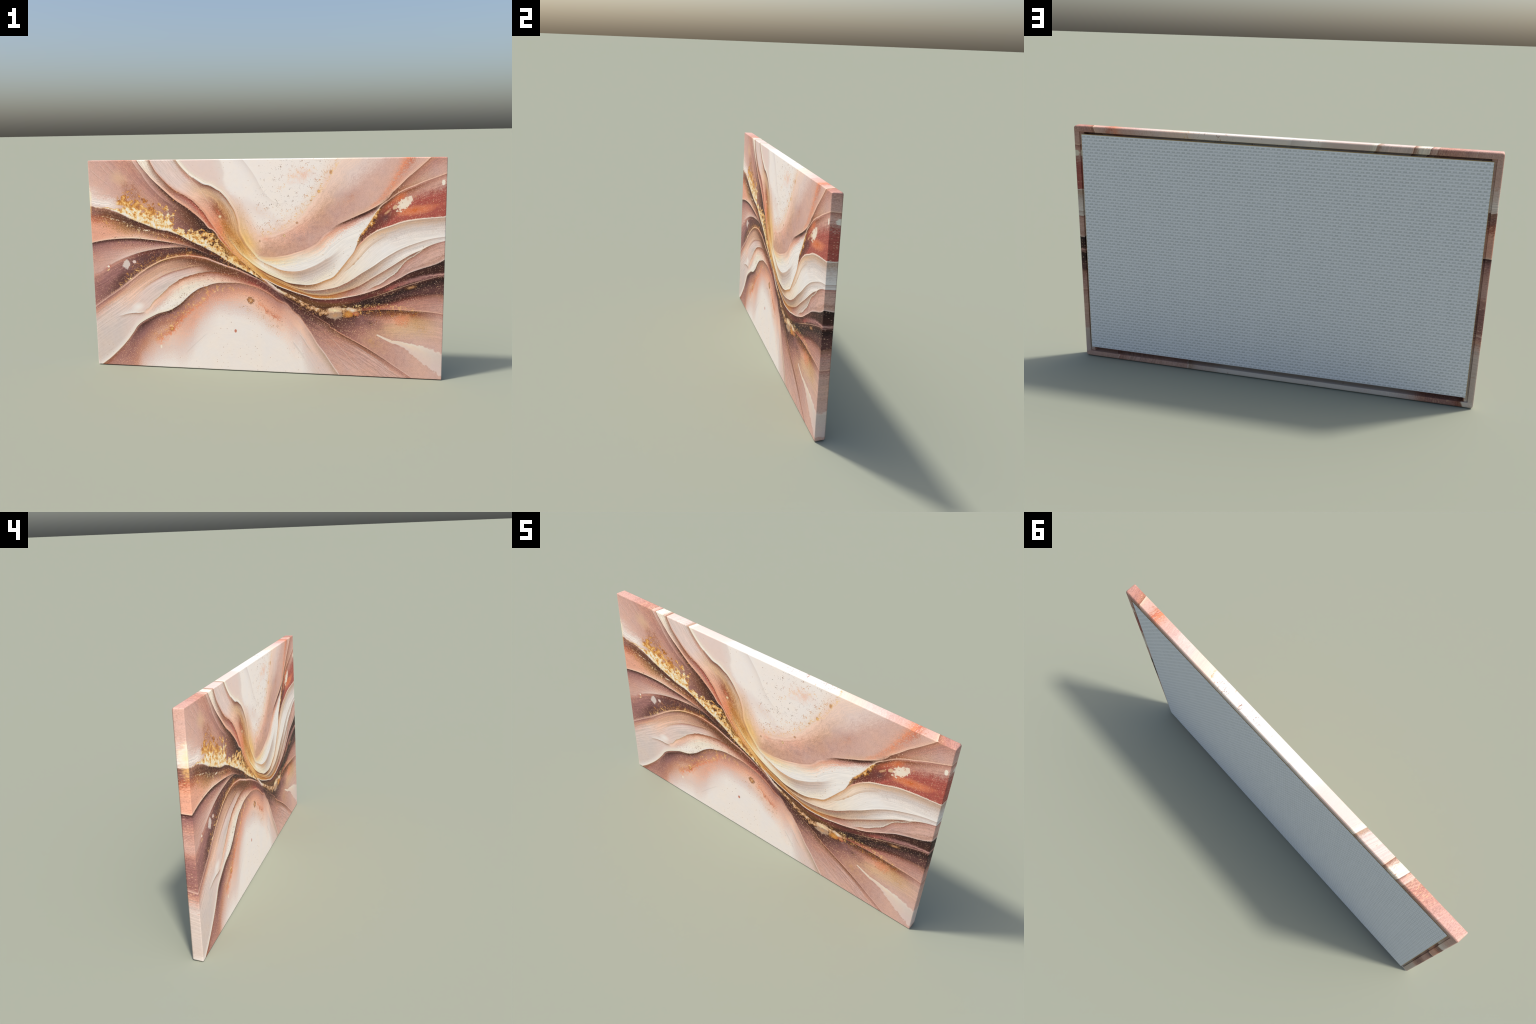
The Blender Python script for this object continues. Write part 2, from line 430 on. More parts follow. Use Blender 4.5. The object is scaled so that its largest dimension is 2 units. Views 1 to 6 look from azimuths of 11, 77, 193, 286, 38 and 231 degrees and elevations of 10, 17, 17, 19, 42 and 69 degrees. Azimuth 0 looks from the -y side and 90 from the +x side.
fold("white_band_shade",
     path=[(-0.107, 0.802), (-0.096, 0.766), (-0.078, 0.734), (-0.052, 0.701), (-0.022, 0.665), (0.011, 0.641), (0.062, 0.618), (0.122, 0.595), (0.167, 0.59), (0.211, 0.592), (0.271, 0.61), (0.33, 0.638), (0.361, 0.659), (0.388, 0.675), (0.419, 0.699), (0.457, 0.732)],
     profiles=[(0, [(-0.03, 'honey', 0), (0, 'tan', 0.7), (0.001, 'butter', 0.8), (0.004, 'honey', 0)]),
               (0.178, [(-0.05, 'white', 1), (-0.025, 'butter', 1), (-0.006, 'honey', 1), (0, 'ochre', 1), (0.001, 'butter', 1), (0.02, 'white', 0)]),
               (0.445, [(-0.09, 'cream', 1), (-0.05, 'butter', 1), (-0.015, 'tan', 1), (0, 'camel', 1), (0.001, 'white', 1), (0.03, 'white', 0)]),
               (0.651, [(-0.09, 'cream', 1), (-0.05, 'greige', 1), (-0.012, 'taupe', 1), (0, 'taupe', 1), (0.001, 'white', 1), (0.03, 'white', 0)]),
               (1, [(-0.08, 'cream', 1), (-0.03, 'greige', 1), (0, 'greige', 1), (0.001, 'white', 0.8), (0.01, 'white', 0)])], fade=(0, 0.05, 0.86, 1.04), streak=0.16)
fold("inner_fold",
     path=[(-0.478, 1.216), (-0.449, 1.177), (-0.416, 1.142), (-0.398, 1.125), (-0.368, 1.106), (-0.326, 1.079), (-0.28, 1.066), (-0.245, 1.046), (-0.215, 1.026), (-0.188, 0.996), (-0.168, 0.966), (-0.15, 0.937), (-0.136, 0.901), (-0.125, 0.856), (-0.114, 0.8), (-0.096, 0.766), (-0.078, 0.734), (-0.052, 0.701), (-0.022, 0.665)],
     profiles=[(0, [(-0.16, 'greige', 1), (-0.05, 'blush', 1), (-0.02, 'greige', 1), (-0.005, 'mink', 1), (0, 'mink', 1), (0.001, 'cream', 1), (0.014, 'cream', 0.9), (0.024, 'blush', 0.5), (0.05, 'blush', 0)]),
               (0.169, [(-0.15, 'blush', 1), (-0.08, 'blush', 1), (-0.03, 'blush', 1), (-0.008, 'rosewood', 1), (0, 'mink', 1), (0.001, 'white', 1), (0.014, 'cream', 0.9), (0.03, 'blush', 0.4), (0.06, 'blush', 0)]),
               (0.324, [(-0.15, 'peach', 1), (-0.08, 'peach', 1), (-0.035, 'tan', 1), (-0.01, 'mocha', 1), (0, 'coffee', 1), (0.001, 'white', 1), (0.012, 'cream', 0.9), (0.03, 'peachpale', 0.3), (0.06, 'blush', 0)]),
               (0.495, [(-0.12, 'salmon', 1), (-0.075, 'sienna', 1), (-0.05, 'camel', 1), (-0.012, 'taupe', 1), (-0.004, 'mocha', 1), (0, 'mocha', 1), (0.001, 'cream', 1), (0.012, 'peachpale', 0.7), (0.04, 'peach', 0)]),
               (0.644, [(-0.1, 'coral', 1), (-0.065, 'sienna', 1), (-0.04, 'camel', 1), (-0.012, 'tan', 1), (0, 'camel', 1), (0.001, 'peach', 1), (0.02, 'tan', 0.6), (0.07, 'tan', 0)]),
               (0.825, [(-0.07, 'honey', 1), (-0.04, 'ochre', 1), (-0.02, 'gold', 1), (-0.004, 'camel', 1), (0, 'camel', 1), (0.001, 'honey', 1), (0.03, 'honey', 0.7), (0.09, 'tan', 0)]),
               (1, [(-0.05, 'honey', 1), (-0.02, 'honey', 1), (0, 'gold', 1), (0.001, 'butter', 0.8), (0.02, 'honey', 0)])], streak=0.16, fade=(-1, -1, 0.98, 1.05))
fold("thread_line",
     path=[(-0.398, 1.124), (-0.383, 1.1), (-0.351, 1.067), (-0.327, 1.032), (-0.301, 0.99), (-0.282, 0.963)],
     profiles=[(0, [(-0.006, 'salmon', 0), (-0.001, 'peachpale', 0.7), (0.001, 'mocha', 0.7), (0.008, 'camel', 0)]),
               (1, [(-0.004, 'salmon', 0), (0, 'peachpale', 0.5), (0.004, 'camel', 0)])], fade=(0, 0.1, 0.8, 1))
patch("rust_pool", centre=(-0.239, 0.919), size=(0.06, 0.022), turn=-55, stops=[(0, 'russet', 0.85), (0.5, 'sienna', 0.6), (1, 'sienna', 0)], rough=0.6)
patch("ochre_pool", centre=(-0.183, 0.823), size=(0.09, 0.03), turn=-55, stops=[(0, 'ochre', 0.9), (0.5, 'ochre', 0.6), (1, 'honey', 0)], rough=0.5)
fold("white_line",
     path=[(-0.205, 0.801), (-0.184, 0.774), (-0.146, 0.727), (-0.116, 0.688), (-0.074, 0.652), (-0.029, 0.616), (0.001, 0.597), (0.046, 0.572), (0.106, 0.546), (0.166, 0.523), (0.226, 0.516), (0.27, 0.515), (0.315, 0.524), (0.361, 0.543), (0.399, 0.559), (0.425, 0.583), (0.457, 0.623), (0.489, 0.665), (0.517, 0.703), (0.531, 0.736), (0.545, 0.771), (0.559, 0.809), (0.579, 0.833), (0.604, 0.87), (0.626, 0.908), (0.646, 0.936), (0.668, 0.962), (0.701, 0.988), (0.736, 1.016), (0.783, 1.044), (0.837, 1.066), (0.891, 1.089), (0.945, 1.108), (0.996, 1.127)],
     profiles=[(0, [(-0.05, 'coral', 1), (-0.01, 'coral', 1), (0, 'camel', 1), (0.001, 'cream', 1), (0.005, 'honey', 0)]),
               (0.07, [(-0.05, 'gold', 1), (-0.01, 'honey', 1), (0, 'gold', 1), (0.001, 'butter', 1), (0.02, 'honey', 0.4), (0.04, 'honey', 0)]),
               (0.127, [(-0.06, 'ochre', 1), (-0.02, 'gold', 1), (-0.004, 'sienna', 1), (0, 'sienna', 1), (0.001, 'butter', 1), (0.03, 'white', 0.8), (0.05, 'white', 0)]),
               (0.252, [(-0.06, 'tan', 1), (-0.025, 'camel', 1), (-0.006, 'coffee', 1), (0, 'coffee', 1), (0.001, 'cream', 1), (0.012, 'cream', 0.5), (0.03, 'cream', 0)]),
               (0.417, [(-0.06, 'cream', 1), (-0.025, 'peachpale', 1), (-0.005, 'camel', 1), (0, 'camel', 1), (0.0008, 'white', 1), (0.008, 'cream', 0)]),
               (0.527, [(-0.05, 'cream', 1), (-0.012, 'peachpale', 1), (-0.002, 'camel', 1), (0, 'camel', 1), (0.0008, 'ivory', 0.8), (0.004, 'ivory', 0)]),
               (0.591, [(-0.08, 'brick', 1), (-0.02, 'maroon', 1), (-0.004, 'olive', 1), (0, 'olive', 1), (0.001, 'ivory', 1), (0.005, 'ivory', 0)]),
               (0.667, [(-0.1, 'brick', 1), (-0.04, 'maroon', 1), (-0.006, 'coffee', 1), (-0.001, 'coffee', 1), (0, 'peachpale', 1), (0.003, 'peachpale', 1), (0.006, 'peachpale', 0)]),
               (0.742, [(-0.12, 'brick', 1), (-0.05, 'brick', 1), (-0.02, 'russet', 1), (-0.004, 'coffee', 1), (-0.001, 'mocha', 1), (0, 'peach', 1), (0.003, 'mocha', 1), (0.008, 'coffee', 0.7), (0.02, 'coffee', 0)]),
               (0.841, [(-0.16, 'brick', 1), (-0.075, 'brick', 1), (-0.04, 'rosewood', 1), (-0.012, 'sienna', 1), (-0.002, 'rosewood', 1), (0, 'peach', 1), (0.002, 'peach', 0.8), (0.006, 'sienna', 0.5), (0.02, 'sienna', 0)]),
               (1, [(-0.16, 'brick', 1), (-0.085, 'brick', 1), (-0.065, 'rosewood', 1), (-0.03, 'rose', 1), (-0.006, 'rosewood', 1), (-0.001, 'mocha', 1), (0, 'peach', 1), (0.002, 'peach', 0.7), (0.01, 'rose', 0)])], streak=0.18, fade=(0, 0.05, 9, 9.1))
patch("orange_glow", centre=(0.835, 0.934), size=(0.14, 0.03), turn=10, stops=[(0, 'orange', 0.9), (0.5, 'coral', 0.7), (1, 'coral', 0)], rough=0.5)
patch("orange_glow_top", centre=(0.762, 1.002), size=(0.05, 0.025), turn=35, stops=[(0, 'orange', 0.7), (1, 'coral', 0)], rough=0.5)
patch("plum_shadow", centre=(0.688, 0.894), size=(0.09, 0.035), turn=35, stops=[(0, 'plum', 0.8), (0.6, 'maroon', 0.5), (1, 'maroon', 0)], rough=0.4)
fold("maroon_ridge",
     path=[(0.784, 1.002), (0.825, 1.013), (0.865, 1.029), (0.92, 1.045), (0.995, 1.069)],
     profiles=[(0, [(-0.01, 'brick', 0), (-0.001, 'brick', 0.6), (0.001, 'rosewood', 0.6), (0.02, 'rosewood', 0)]),
               (1, [(-0.04, 'brick', 0), (-0.001, 'brick', 0.7), (0.001, 'rose', 0.7), (0.025, 'rose', 0)])], fade=(0, 0.3, 2, 2))
leaf("gold_seam",
     path=[(0.537, 0.747), (0.559, 0.809), (0.579, 0.833), (0.604, 0.87), (0.626, 0.908), (0.654, 0.942)],
     heights=[(0, -0.008), (0.4, -0.022), (0.7, -0.03), (1, -0.02)], tone='olive', gain=1.0)
fold("band_top",
     path=[(0.27, 0.511), (0.315, 0.519), (0.361, 0.537), (0.401, 0.554), (0.428, 0.579), (0.46, 0.618), (0.492, 0.66), (0.52, 0.7), (0.534, 0.724), (0.551, 0.748), (0.58, 0.777), (0.605, 0.798), (0.647, 0.824), (0.675, 0.835), (0.717, 0.849), (0.772, 0.869), (0.841, 0.883), (0.923, 0.892), (0.995, 0.898)],
     profiles=[(0, [(-0.05, 'peachpale', 0.3), (-0.01, 'peachpale', 0.3), (0, 'camel', 0)]),
               (0.324, [(-0.07, 'cream', 1), (-0.02, 'peachpale', 1), (-0.003, 'tan', 1), (0, 'tan', 0)]),
               (0.437, [(-0.08, 'ivory', 1), (-0.02, 'peachpale', 1), (-0.004, 'tan', 1), (0, 'salmon', 1), (0.003, 'salmon', 0.9), (0.005, 'salmon', 0)]),
               (0.584, [(-0.09, 'ivory', 1), (-0.04, 'greige', 1), (-0.012, 'tan', 1), (-0.002, 'taupe', 1), (0, 'cream', 1), (0.004, 'peach', 1), (0.0055, 'peach', 0)]),
               (1, [(-0.1, 'ivory', 1), (-0.04, 'greige', 1), (-0.014, 'taupe', 1), (-0.001, 'taupe', 1), (0, 'cream', 1), (0.004, 'blush', 1), (0.0055, 'blush', 0)])], streak=0.14, fade=(0.02, 0.1, 9, 9.1))
fold("band_crease",
     path=[(0.449, 0.581), (0.483, 0.605), (0.512, 0.632), (0.549, 0.671), (0.58, 0.707), (0.62, 0.746), (0.665, 0.778), (0.718, 0.802)],
     profiles=[(0, [(-0.05, 'cream', 0.6), (-0.001, 'cream', 0.6), (0, 'camel', 0.9), (0.003, 'tan', 0.5), (0.015, 'tan', 0)]),
               (0.6, [(-0.08, 'white', 0.9), (-0.01, 'ivory', 0.8), (-0.001, 'ivory', 0.8), (0, 'taupe', 0.9), (0.003, 'tan', 0.5), (0.02, 'tan', 0)]),
               (1, [(-0.08, 'white', 0.8), (-0.02, 'ivory', 0.5), (0, 'taupe', 0.4), (0.01, 'tan', 0)])], fade=(0, 0.15, 0.85, 1), streak=0.08)
patch("ochre_fleck", centre=(0.541, 0.668), size=(0.01, 0.005), turn=55, stops=[(0, 'camel', 0.9), (1, 'camel', 0)], rough=0.8)
patch("ochre_fleck_low", centre=(0.519, 0.638), size=(0.01, 0.005), turn=40, stops=[(0, 'camel', 0.9), (1, 'camel', 0)], rough=0.8)
fold("band_second",
     path=[(0.001, 0.588), (0.031, 0.566), (0.076, 0.546), (0.136, 0.52), (0.196, 0.497), (0.255, 0.486), (0.315, 0.485), (0.361, 0.491), (0.42, 0.505), (0.464, 0.524), (0.507, 0.549), (0.564, 0.589), (0.621, 0.626), (0.691, 0.677), (0.747, 0.712), (0.789, 0.733), (0.858, 0.76), (0.926, 0.781), (0.992, 0.793)],
     profiles=[(0, [(-0.03, 'ochre', 1), (-0.01, 'gold', 1), (0, 'sienna', 1), (0.001, 'honey', 0.8), (0.008, 'honey', 0)]),
               (0.117, [(-0.04, 'ochre', 1), (-0.012, 'gold', 1), (0, 'sienna', 0.8), (0.001, 'honey', 0.7), (0.01, 'honey', 0)]),
               (0.24, [(-0.05, 'tan', 1), (-0.018, 'mink', 1), (0, 'mocha', 1), (0.001, 'cream', 0.9), (0.01, 'tan', 0)]),
               (0.457, [(-0.045, 'tan', 1), (-0.02, 'mink', 1), (-0.003, 'mocha', 1), (0, 'mocha', 1), (0.001, 'cream', 0.8), (0.012, 'peachpale', 0)]),
               (0.608, [(-0.045, 'greige', 1), (-0.02, 'taupe', 1), (-0.002, 'mink', 1), (0, 'mink', 1), (0.001, 'white', 0.8), (0.02, 'white', 0)]),
               (0.747, [(-0.04, 'ivory', 1), (-0.015, 'greige', 1), (-0.001, 'taupe', 1), (0, 'taupe', 1), (0.001, 'white', 0.8), (0.025, 'white', 0)]),
               (1, [(-0.025, 'ivory', 1), (-0.004, 'greige', 1), (0, 'taupe', 0.7), (0.001, 'white', 0.5), (0.015, 'white', 0)])], streak=0.2, fade=(0, 0.04, 9, 9.1))
fold("band_third",
     path=[(0.004, 0.581), (0.046, 0.554), (0.106, 0.525), (0.166, 0.499), (0.225, 0.476), (0.285, 0.461), (0.361, 0.458), (0.391, 0.461), (0.435, 0.473), (0.493, 0.492), (0.55, 0.518), (0.608, 0.555), (0.664, 0.591), (0.72, 0.628), (0.776, 0.666), (0.831, 0.699), (0.881, 0.723), (0.913, 0.741), (0.954, 0.758), (0.995, 0.77)],
     profiles=[(0, [(-0.03, 'ochre', 1), (-0.008, 'gold', 1), (0, 'sienna', 1), (0.001, 'honey', 0.8), (0.006, 'honey', 0)]),
               (0.17, [(-0.04, 'ochre', 1), (-0.02, 'gold', 1), (-0.008, 'ochre', 1), (0, 'sienna', 1), (0.001, 'honey', 0.7), (0.01, 'honey', 0)]),
               (0.34, [(-0.04, 'coffee', 1), (-0.02, 'gold', 1), (-0.008, 'ochre', 1), (0, 'sienna', 1), (0.001, 'honey', 0.5), (0.01, 'honey', 0)]),
               (0.46, [(-0.04, 'salmon', 1), (-0.018, 'rosewood', 1), (-0.002, 'sienna', 1), (0, 'sienna', 0.8), (0.001, 'tan', 0.6), (0.008, 'tan', 0)]),
               (0.583, [(-0.05, 'blush', 1), (-0.018, 'taupe', 1), (-0.002, 'mocha', 1), (0, 'mocha', 1), (0.001, 'peachpale', 0.6), (0.01, 'tan', 0)]),
               (0.737, [(-0.05, 'greige', 1), (-0.015, 'taupe', 1), (-0.001, 'mocha', 1), (0.001, 'cream', 0.6), (0.008, 'cream', 0)]),
               (0.88, [(-0.07, 'rose', 1), (-0.025, 'dusty', 1), (-0.006, 'mocha', 1), (0, 'mocha', 1), (0.001, 'cream', 0.8), (0.008, 'cream', 0)]),
               (1, [(-0.12, 'dusty', 1), (-0.05, 'rose', 1), (-0.012, 'dusty', 1), (0, 'rosewood', 1), (0.001, 'greige', 0.6), (0.006, 'greige', 0)])], streak=0.22, fade=(0, 0.04, 9, 9.1))
fold("band_split",
     path=[(0.565, 0.478), (0.594, 0.495), (0.637, 0.52), (0.679, 0.541), (0.707, 0.566), (0.738, 0.587), (0.76, 0.614), (0.779, 0.637), (0.804, 0.664), (0.845, 0.691), (0.881, 0.722)],
     profiles=[(0, [(-0.03, 'peach', 0), (-0.012, 'salmon', 0.7), (-0.001, 'sienna', 0.9), (0.001, 'peachpale', 0.8), (0.006, 'peach', 0)]),
               (0.5, [(-0.06, 'rose', 0.9), (-0.02, 'dusty', 1), (-0.008, 'rosewood', 1), (-0.001, 'mocha', 1), (0.001, 'cream', 0.8), (0.008, 'cream', 0)]),
               (1, [(-0.06, 'rose', 0.9), (-0.02, 'dusty', 1), (-0.001, 'mocha', 1), (0.001, 'cream', 0.8), (0.006, 'cream', 0)])], fade=(0, 0.2, 0.97, 1.03), streak=0.2, wob=(0.004, 40))
fold("bright_rim",
     path=[(0.016, 0.549), (0.061, 0.524), (0.106, 0.502), (0.136, 0.491), (0.196, 0.47), (0.255, 0.453), (0.315, 0.437), (0.361, 0.436), (0.391, 0.437), (0.42, 0.439), (0.478, 0.45), (0.551, 0.467), (0.608, 0.486), (0.651, 0.502), (0.694, 0.524), (0.736, 0.549), (0.778, 0.573), (0.819, 0.597), (0.875, 0.619), (0.944, 0.643), (0.998, 0.673)],
     profiles=[(0, [(-0.06, 'umber', 1), (-0.01, 'umber', 1), (-0.001, 'ink', 1), (0, 'cream', 1), (0.003, 'tan', 0.8), (0.006, 'tan', 0)]),
               (0.17, [(-0.07, 'umber', 1), (-0.02, 'olive', 1), (-0.004, 'umber', 1), (-0.001, 'umber', 1), (0, 'cream', 1), (0.003, 'peach', 1), (0.005, 'peach', 0)]),
               (0.391, [(-0.08, 'umber', 1), (-0.03, 'olive', 1), (-0.012, 'maroon', 1), (-0.001, 'maroon', 1), (0, 'cream', 1), (0.004, 'peachpale', 1), (0.007, 'peachpale', 0)]),
               (0.526, [(-0.09, 'umber', 1), (-0.05, 'ink', 1), (-0.025, 'maroon', 1), (-0.002, 'umber', 1), (0, 'peach', 1), (0.003, 'blush', 0.9), (0.006, 'blush', 0)]),
               (0.676, [(-0.1, 'plum', 1), (-0.05, 'umber', 1), (-0.02, 'maroon', 1), (-0.002, 'umber', 1), (0, 'peach', 1), (0.003, 'rose', 0.9), (0.006, 'rose', 0)]),
               (0.811, [(-0.14, 'plum', 1), (-0.05, 'umber', 1), (-0.003, 'umber', 1), (0, 'blush', 1), (0.004, 'rose', 0.6), (0.012, 'mocha', 0.5), (0.02, 'mocha', 0)]),
               (1, [(-0.14, 'plum', 1), (-0.06, 'umber', 1), (-0.003, 'ink', 1), (0, 'blush', 0.9), (0.004, 'rose', 0.6), (0.02, 'mocha', 0.5), (0.03, 'mocha', 0)])], streak=0.3, fade=(0, 0.03, 9, 9.1))
fold("mauve_stream",
     path=[(0.666, 0.482), (0.708, 0.505), (0.764, 0.532), (0.848, 0.563), (0.917, 0.58), (0.992, 0.592)],
     profiles=[(0, [(-0.016, 'mauve', 0), (-0.006, 'brick', 0.7), (0.004, 'brick', 0.6), (0.014, 'mauve', 0)]),
               (0.5, [(-0.022, 'mauve', 0), (-0.012, 'mauve', 0.9), (0.004, 'mauve', 0.9), (0.014, 'plum', 0)]),
               (1, [(-0.016, 'mauve', 0), (-0.006, 'mauve', 0.8), (0, 'dusty', 0.9), (0.004, 'mauve', 0.6), (0.012, 'plum', 0)])], fade=(0, 0.15, 9, 9.1), wob=(0.006, 60), streak=0.3)
fold("dotted_stream",
     path=[(0.508, 0.413), (0.594, 0.444), (0.652, 0.465), (0.737, 0.498), (0.821, 0.53), (0.904, 0.558), (0.995, 0.578)],
     profiles=[(0, [(-0.06, 'umber', 0.9), (-0.02, 'ink', 0.9), (-0.001, 'ink', 0.9), (0, 'umber', 0)]),
               (0.4, [(-0.09, 'plum', 0.95), (-0.05, 'plum', 0.9), (-0.025, 'ink', 0.95), (-0.001, 'umber', 0.9), (0.0, 'tan', 0.7), (0.0016, 'tan', 0.7), (0.003, 'tan', 0)]),
               (1, [(-0.11, 'plum', 0.95), (-0.07, 'plum', 0.95), (-0.02, 'ink', 0.95), (-0.001, 'umber', 0.9), (0, 'dusty', 0.7), (0.0016, 'dusty', 0.7), (0.003, 'dusty', 0)])], fade=(0, 0.15, 9, 9.1), streak=0.3)
patch("bronze_fleck", centre=(0.827, 0.515), size=(0.045, 0.013), turn=15, stops=[(0, 'camel', 0.8), (0.5, 'olive', 0.8), (1, 'olive', 0)], rough=0.9)
fold("rose_stream",
     path=[(0.479, 0.396), (0.595, 0.417), (0.652, 0.426), (0.738, 0.445), (0.822, 0.467), (0.906, 0.481), (0.998, 0.48)],
     profiles=[(0, [(-0.05, 'sienna', 0.9), (-0.02, 'umber', 0.9), (-0.001, 'ink', 0.9), (0, 'umber', 0)]),
               (0.334, [(-0.06, 'rosewood', 1), (-0.03, 'brick', 1), (-0.012, 'umber', 1), (-0.001, 'ink', 1), (0.004, 'ink', 0.6), (0.012, 'ink', 0)]),
               (0.666, [(-0.07, 'rosewood', 1), (-0.035, 'rosewood', 1), (-0.012, 'maroon', 1), (-0.001, 'umber', 1), (0.004, 'umber', 0.5), (0.012, 'umber', 0)]),
               (1, [(-0.08, 'dusty', 1), (-0.04, 'rosewood', 1), (-0.012, 'mocha', 1), (-0.001, 'plum', 1), (0.001, 'plum', 0.5), (0.008, 'plum', 0)])], fade=(0, 0.1, 9, 9.1), streak=0.22)
fold("lower_fold",
     path=[(0.361, 0.345), (0.45, 0.363), (0.537, 0.373), (0.581, 0.378), (0.653, 0.385), (0.739, 0.387), (0.824, 0.385), (0.908, 0.381), (0.995, 0.37)],
     profiles=[(0, [(-0.16, 'maroon', 1), (-0.06, 'umber', 1), (0, 'umber', 0.9), (0.01, 'umber', 0)]),
               (0.325, [(-0.16, 'rosewood', 1), (-0.09, 'mauve', 1), (-0.03, 'plum', 1), (-0.003, 'umber', 1), (0, 'umber', 1), (0.001, 'sienna', 0.8), (0.01, 'sienna', 0)]),
               (0.598, [(-0.18, 'dusty', 1), (-0.11, 'tan', 1), (-0.06, 'salmon', 1), (-0.03, 'sienna', 1), (-0.008, 'coffee', 1), (0, 'umber', 1), (0.001, 'salmon', 0.8), (0.008, 'salmon', 0)]),
               (0.776, [(-0.18, 'rose', 1), (-0.1, 'tan', 1), (-0.05, 'camel', 1), (-0.025, 'sienna', 1), (-0.006, 'coffee', 1), (0, 'mocha', 1), (0.001, 'peach', 0.8), (0.008, 'salmon', 0)]),
               (1, [(-0.16, 'rose', 1), (-0.05, 'rose', 1), (-0.02, 'dusty', 1), (-0.003, 'rosewood', 1), (0, 'rosewood', 1), (0.001, 'peach', 0.8), (0.008, 'salmon', 0)])], fade=(-1, -1, 9, 9.1), streak=0.18)
patch("plum_cloud", centre=(0.61, 0.308), size=(0.09, 0.045), turn=-20, stops=[(0, 'plum', 0.75), (0.5, 'mauve', 0.65), (1, 'mauve', 0)], rough=0.5)
patch("orange_cloud", centre=(0.782, 0.329), size=(0.06, 0.05), turn=0, stops=[(0, 'coral', 0.95), (0.5, 'coral', 0.8), (1, 'tan', 0)], rough=0.7, grain=True)
patch("tan_cloud", centre=(0.626, 0.196), size=(0.1, 0.05), turn=-30, stops=[(0, 'camel', 0.8), (1, 'tan', 0)], rough=0.6, grain=True)
patch("sand_cloud", centre=(0.877, 0.293), size=(0.12, 0.06), turn=-20, stops=[(0, 'camel', 0.7), (1, 'tan', 0)], rough=0.6, grain=True)
fold("pale_leaf",
     path=[(0.643, 0.245), (0.713, 0.213), (0.793, 0.191), (0.871, 0.155), (0.943, 0.118), (1.014, 0.085)],
     profiles=[(0, [(-1.05, 'blush', 0), (-0.9, 'cream', 0.9), (0.8, 'peachpale', 0.9), (1.05, 'blush', 0)]),
               (0.5, [(-1.05, 'taupe', 0), (-0.97, 'blush', 0.9), (0.3, 'peachpale', 0.95), (0.9, 'cream', 0.9), (1.05, 'blush', 0)]),
               (1, [(-1.05, 'taupe', 0), (-0.96, 'blush', 0.95), (0.5, 'greige', 0.95), (0.9, 'blush', 0.9), (1.05, 'rose', 0)])], width=[(0, 0.004), (0.25, 0.009), (0.4, 0.015), (0.55, 0.032), (1, 0.066)], wob=(0.42, 45), fade=(0, 0.02, 9, 9.1))
fold("brown_ridge",
     path=[(0.276, 0.352), (0.329, 0.323), (0.383, 0.291), (0.391, 0.276), (0.45, 0.241), (0.509, 0.21), (0.568, 0.178), (0.627, 0.144), (0.685, 0.107), (0.744, 0.066), (0.788, 0.038), (0.837, 0.003)],
     profiles=[(0, [(-0.12, 'mauve', 1), (-0.03, 'plum', 1), (0, 'umber', 1), (0.001, 'mauve', 0.6), (0.006, 'mauve', 0)]),
               (0.312, [(-0.14, 'dusty', 1), (-0.04, 'rosewood', 1), (-0.012, 'mocha', 1), (-0.001, 'coffee', 1), (0, 'salmon', 0.8), (0.002, 'salmon', 0.6), (0.006, 'salmon', 0)]),
               (0.565, [(-0.16, 'rose', 1), (-0.06, 'dusty', 1), (-0.03, 'rose', 1), (-0.022, 'clay', 1), (-0.004, 'bark', 1), (-0.001, 'coffee', 1), (0, 'peach', 0.9), (0.003, 'salmon', 0.6), (0.008, 'salmon', 0)]),
               (1, [(-0.14, 'rose', 1), (-0.04, 'rose', 1), (-0.02, 'dusty', 1), (-0.001, 'rosewood', 1), (0, 'blush', 0.9), (0.003, 'rose', 0.5), (0.008, 'rose', 0)])], streak=0.28, fade=(-1, -1, 9, 9.1))
fold("scratch",
     path=[(0.361, 0.241), (0.415, 0.194), (0.465, 0.137), (0.516, 0.077), (0.576, 0.006)],
     profiles=[(0, [(-0.004, 'mocha', 0), (-0.001, 'mocha', 0.48), (0.001, 'blush', 0.6), (0.003, 'blush', 0)]),
               (1, [(-0.006, 'rosewood', 0), (-0.001, 'rosewood', 0.36), (0.001, 'blush', 0.6), (0.006, 'blush', 0)])], fade=(0, 0.2, 0.8, 1))
fold("scratch",
     path=[(0.509, 0.191), (0.598, 0.127), (0.657, 0.087), (0.73, 0.02)],
     profiles=[(0, [(-0.004, 'mocha', 0), (-0.001, 'mocha', 0.4), (0.001, 'blush', 0.5), (0.003, 'blush', 0)]),
               (1, [(-0.006, 'rosewood', 0), (-0.001, 'rosewood', 0.3), (0.001, 'blush', 0.5), (0.006, 'blush', 0)])], fade=(0, 0.2, 0.8, 1))
fold("scratch",
     path=[(0.349, 0.203), (0.436, 0.102), (0.511, 0.015)],
     profiles=[(0, [(-0.004, 'mocha', 0), (-0.001, 'mocha', 0.4), (0.001, 'blush', 0.5), (0.003, 'blush', 0)]),
               (1, [(-0.006, 'rosewood', 0), (-0.001, 'rosewood', 0.3), (0.001, 'blush', 0.5), (0.006, 'blush', 0)])], fade=(0, 0.2, 0.8, 1))
fold("scratch",
     path=[(0.406, 0.221), (0.504, 0.148), (0.587, 0.078), (0.658, 0.004)],
     profiles=[(0, [(-0.004, 'mocha', 0), (-0.001, 'mocha', 0.27999999999999997), (0.001, 'blush', 0.35), (0.003, 'blush', 0)]),
               (1, [(-0.006, 'rosewood', 0), (-0.001, 'rosewood', 0.21), (0.001, 'blush', 0.35), (0.006, 'blush', 0)])], fade=(0, 0.2, 0.8, 1))
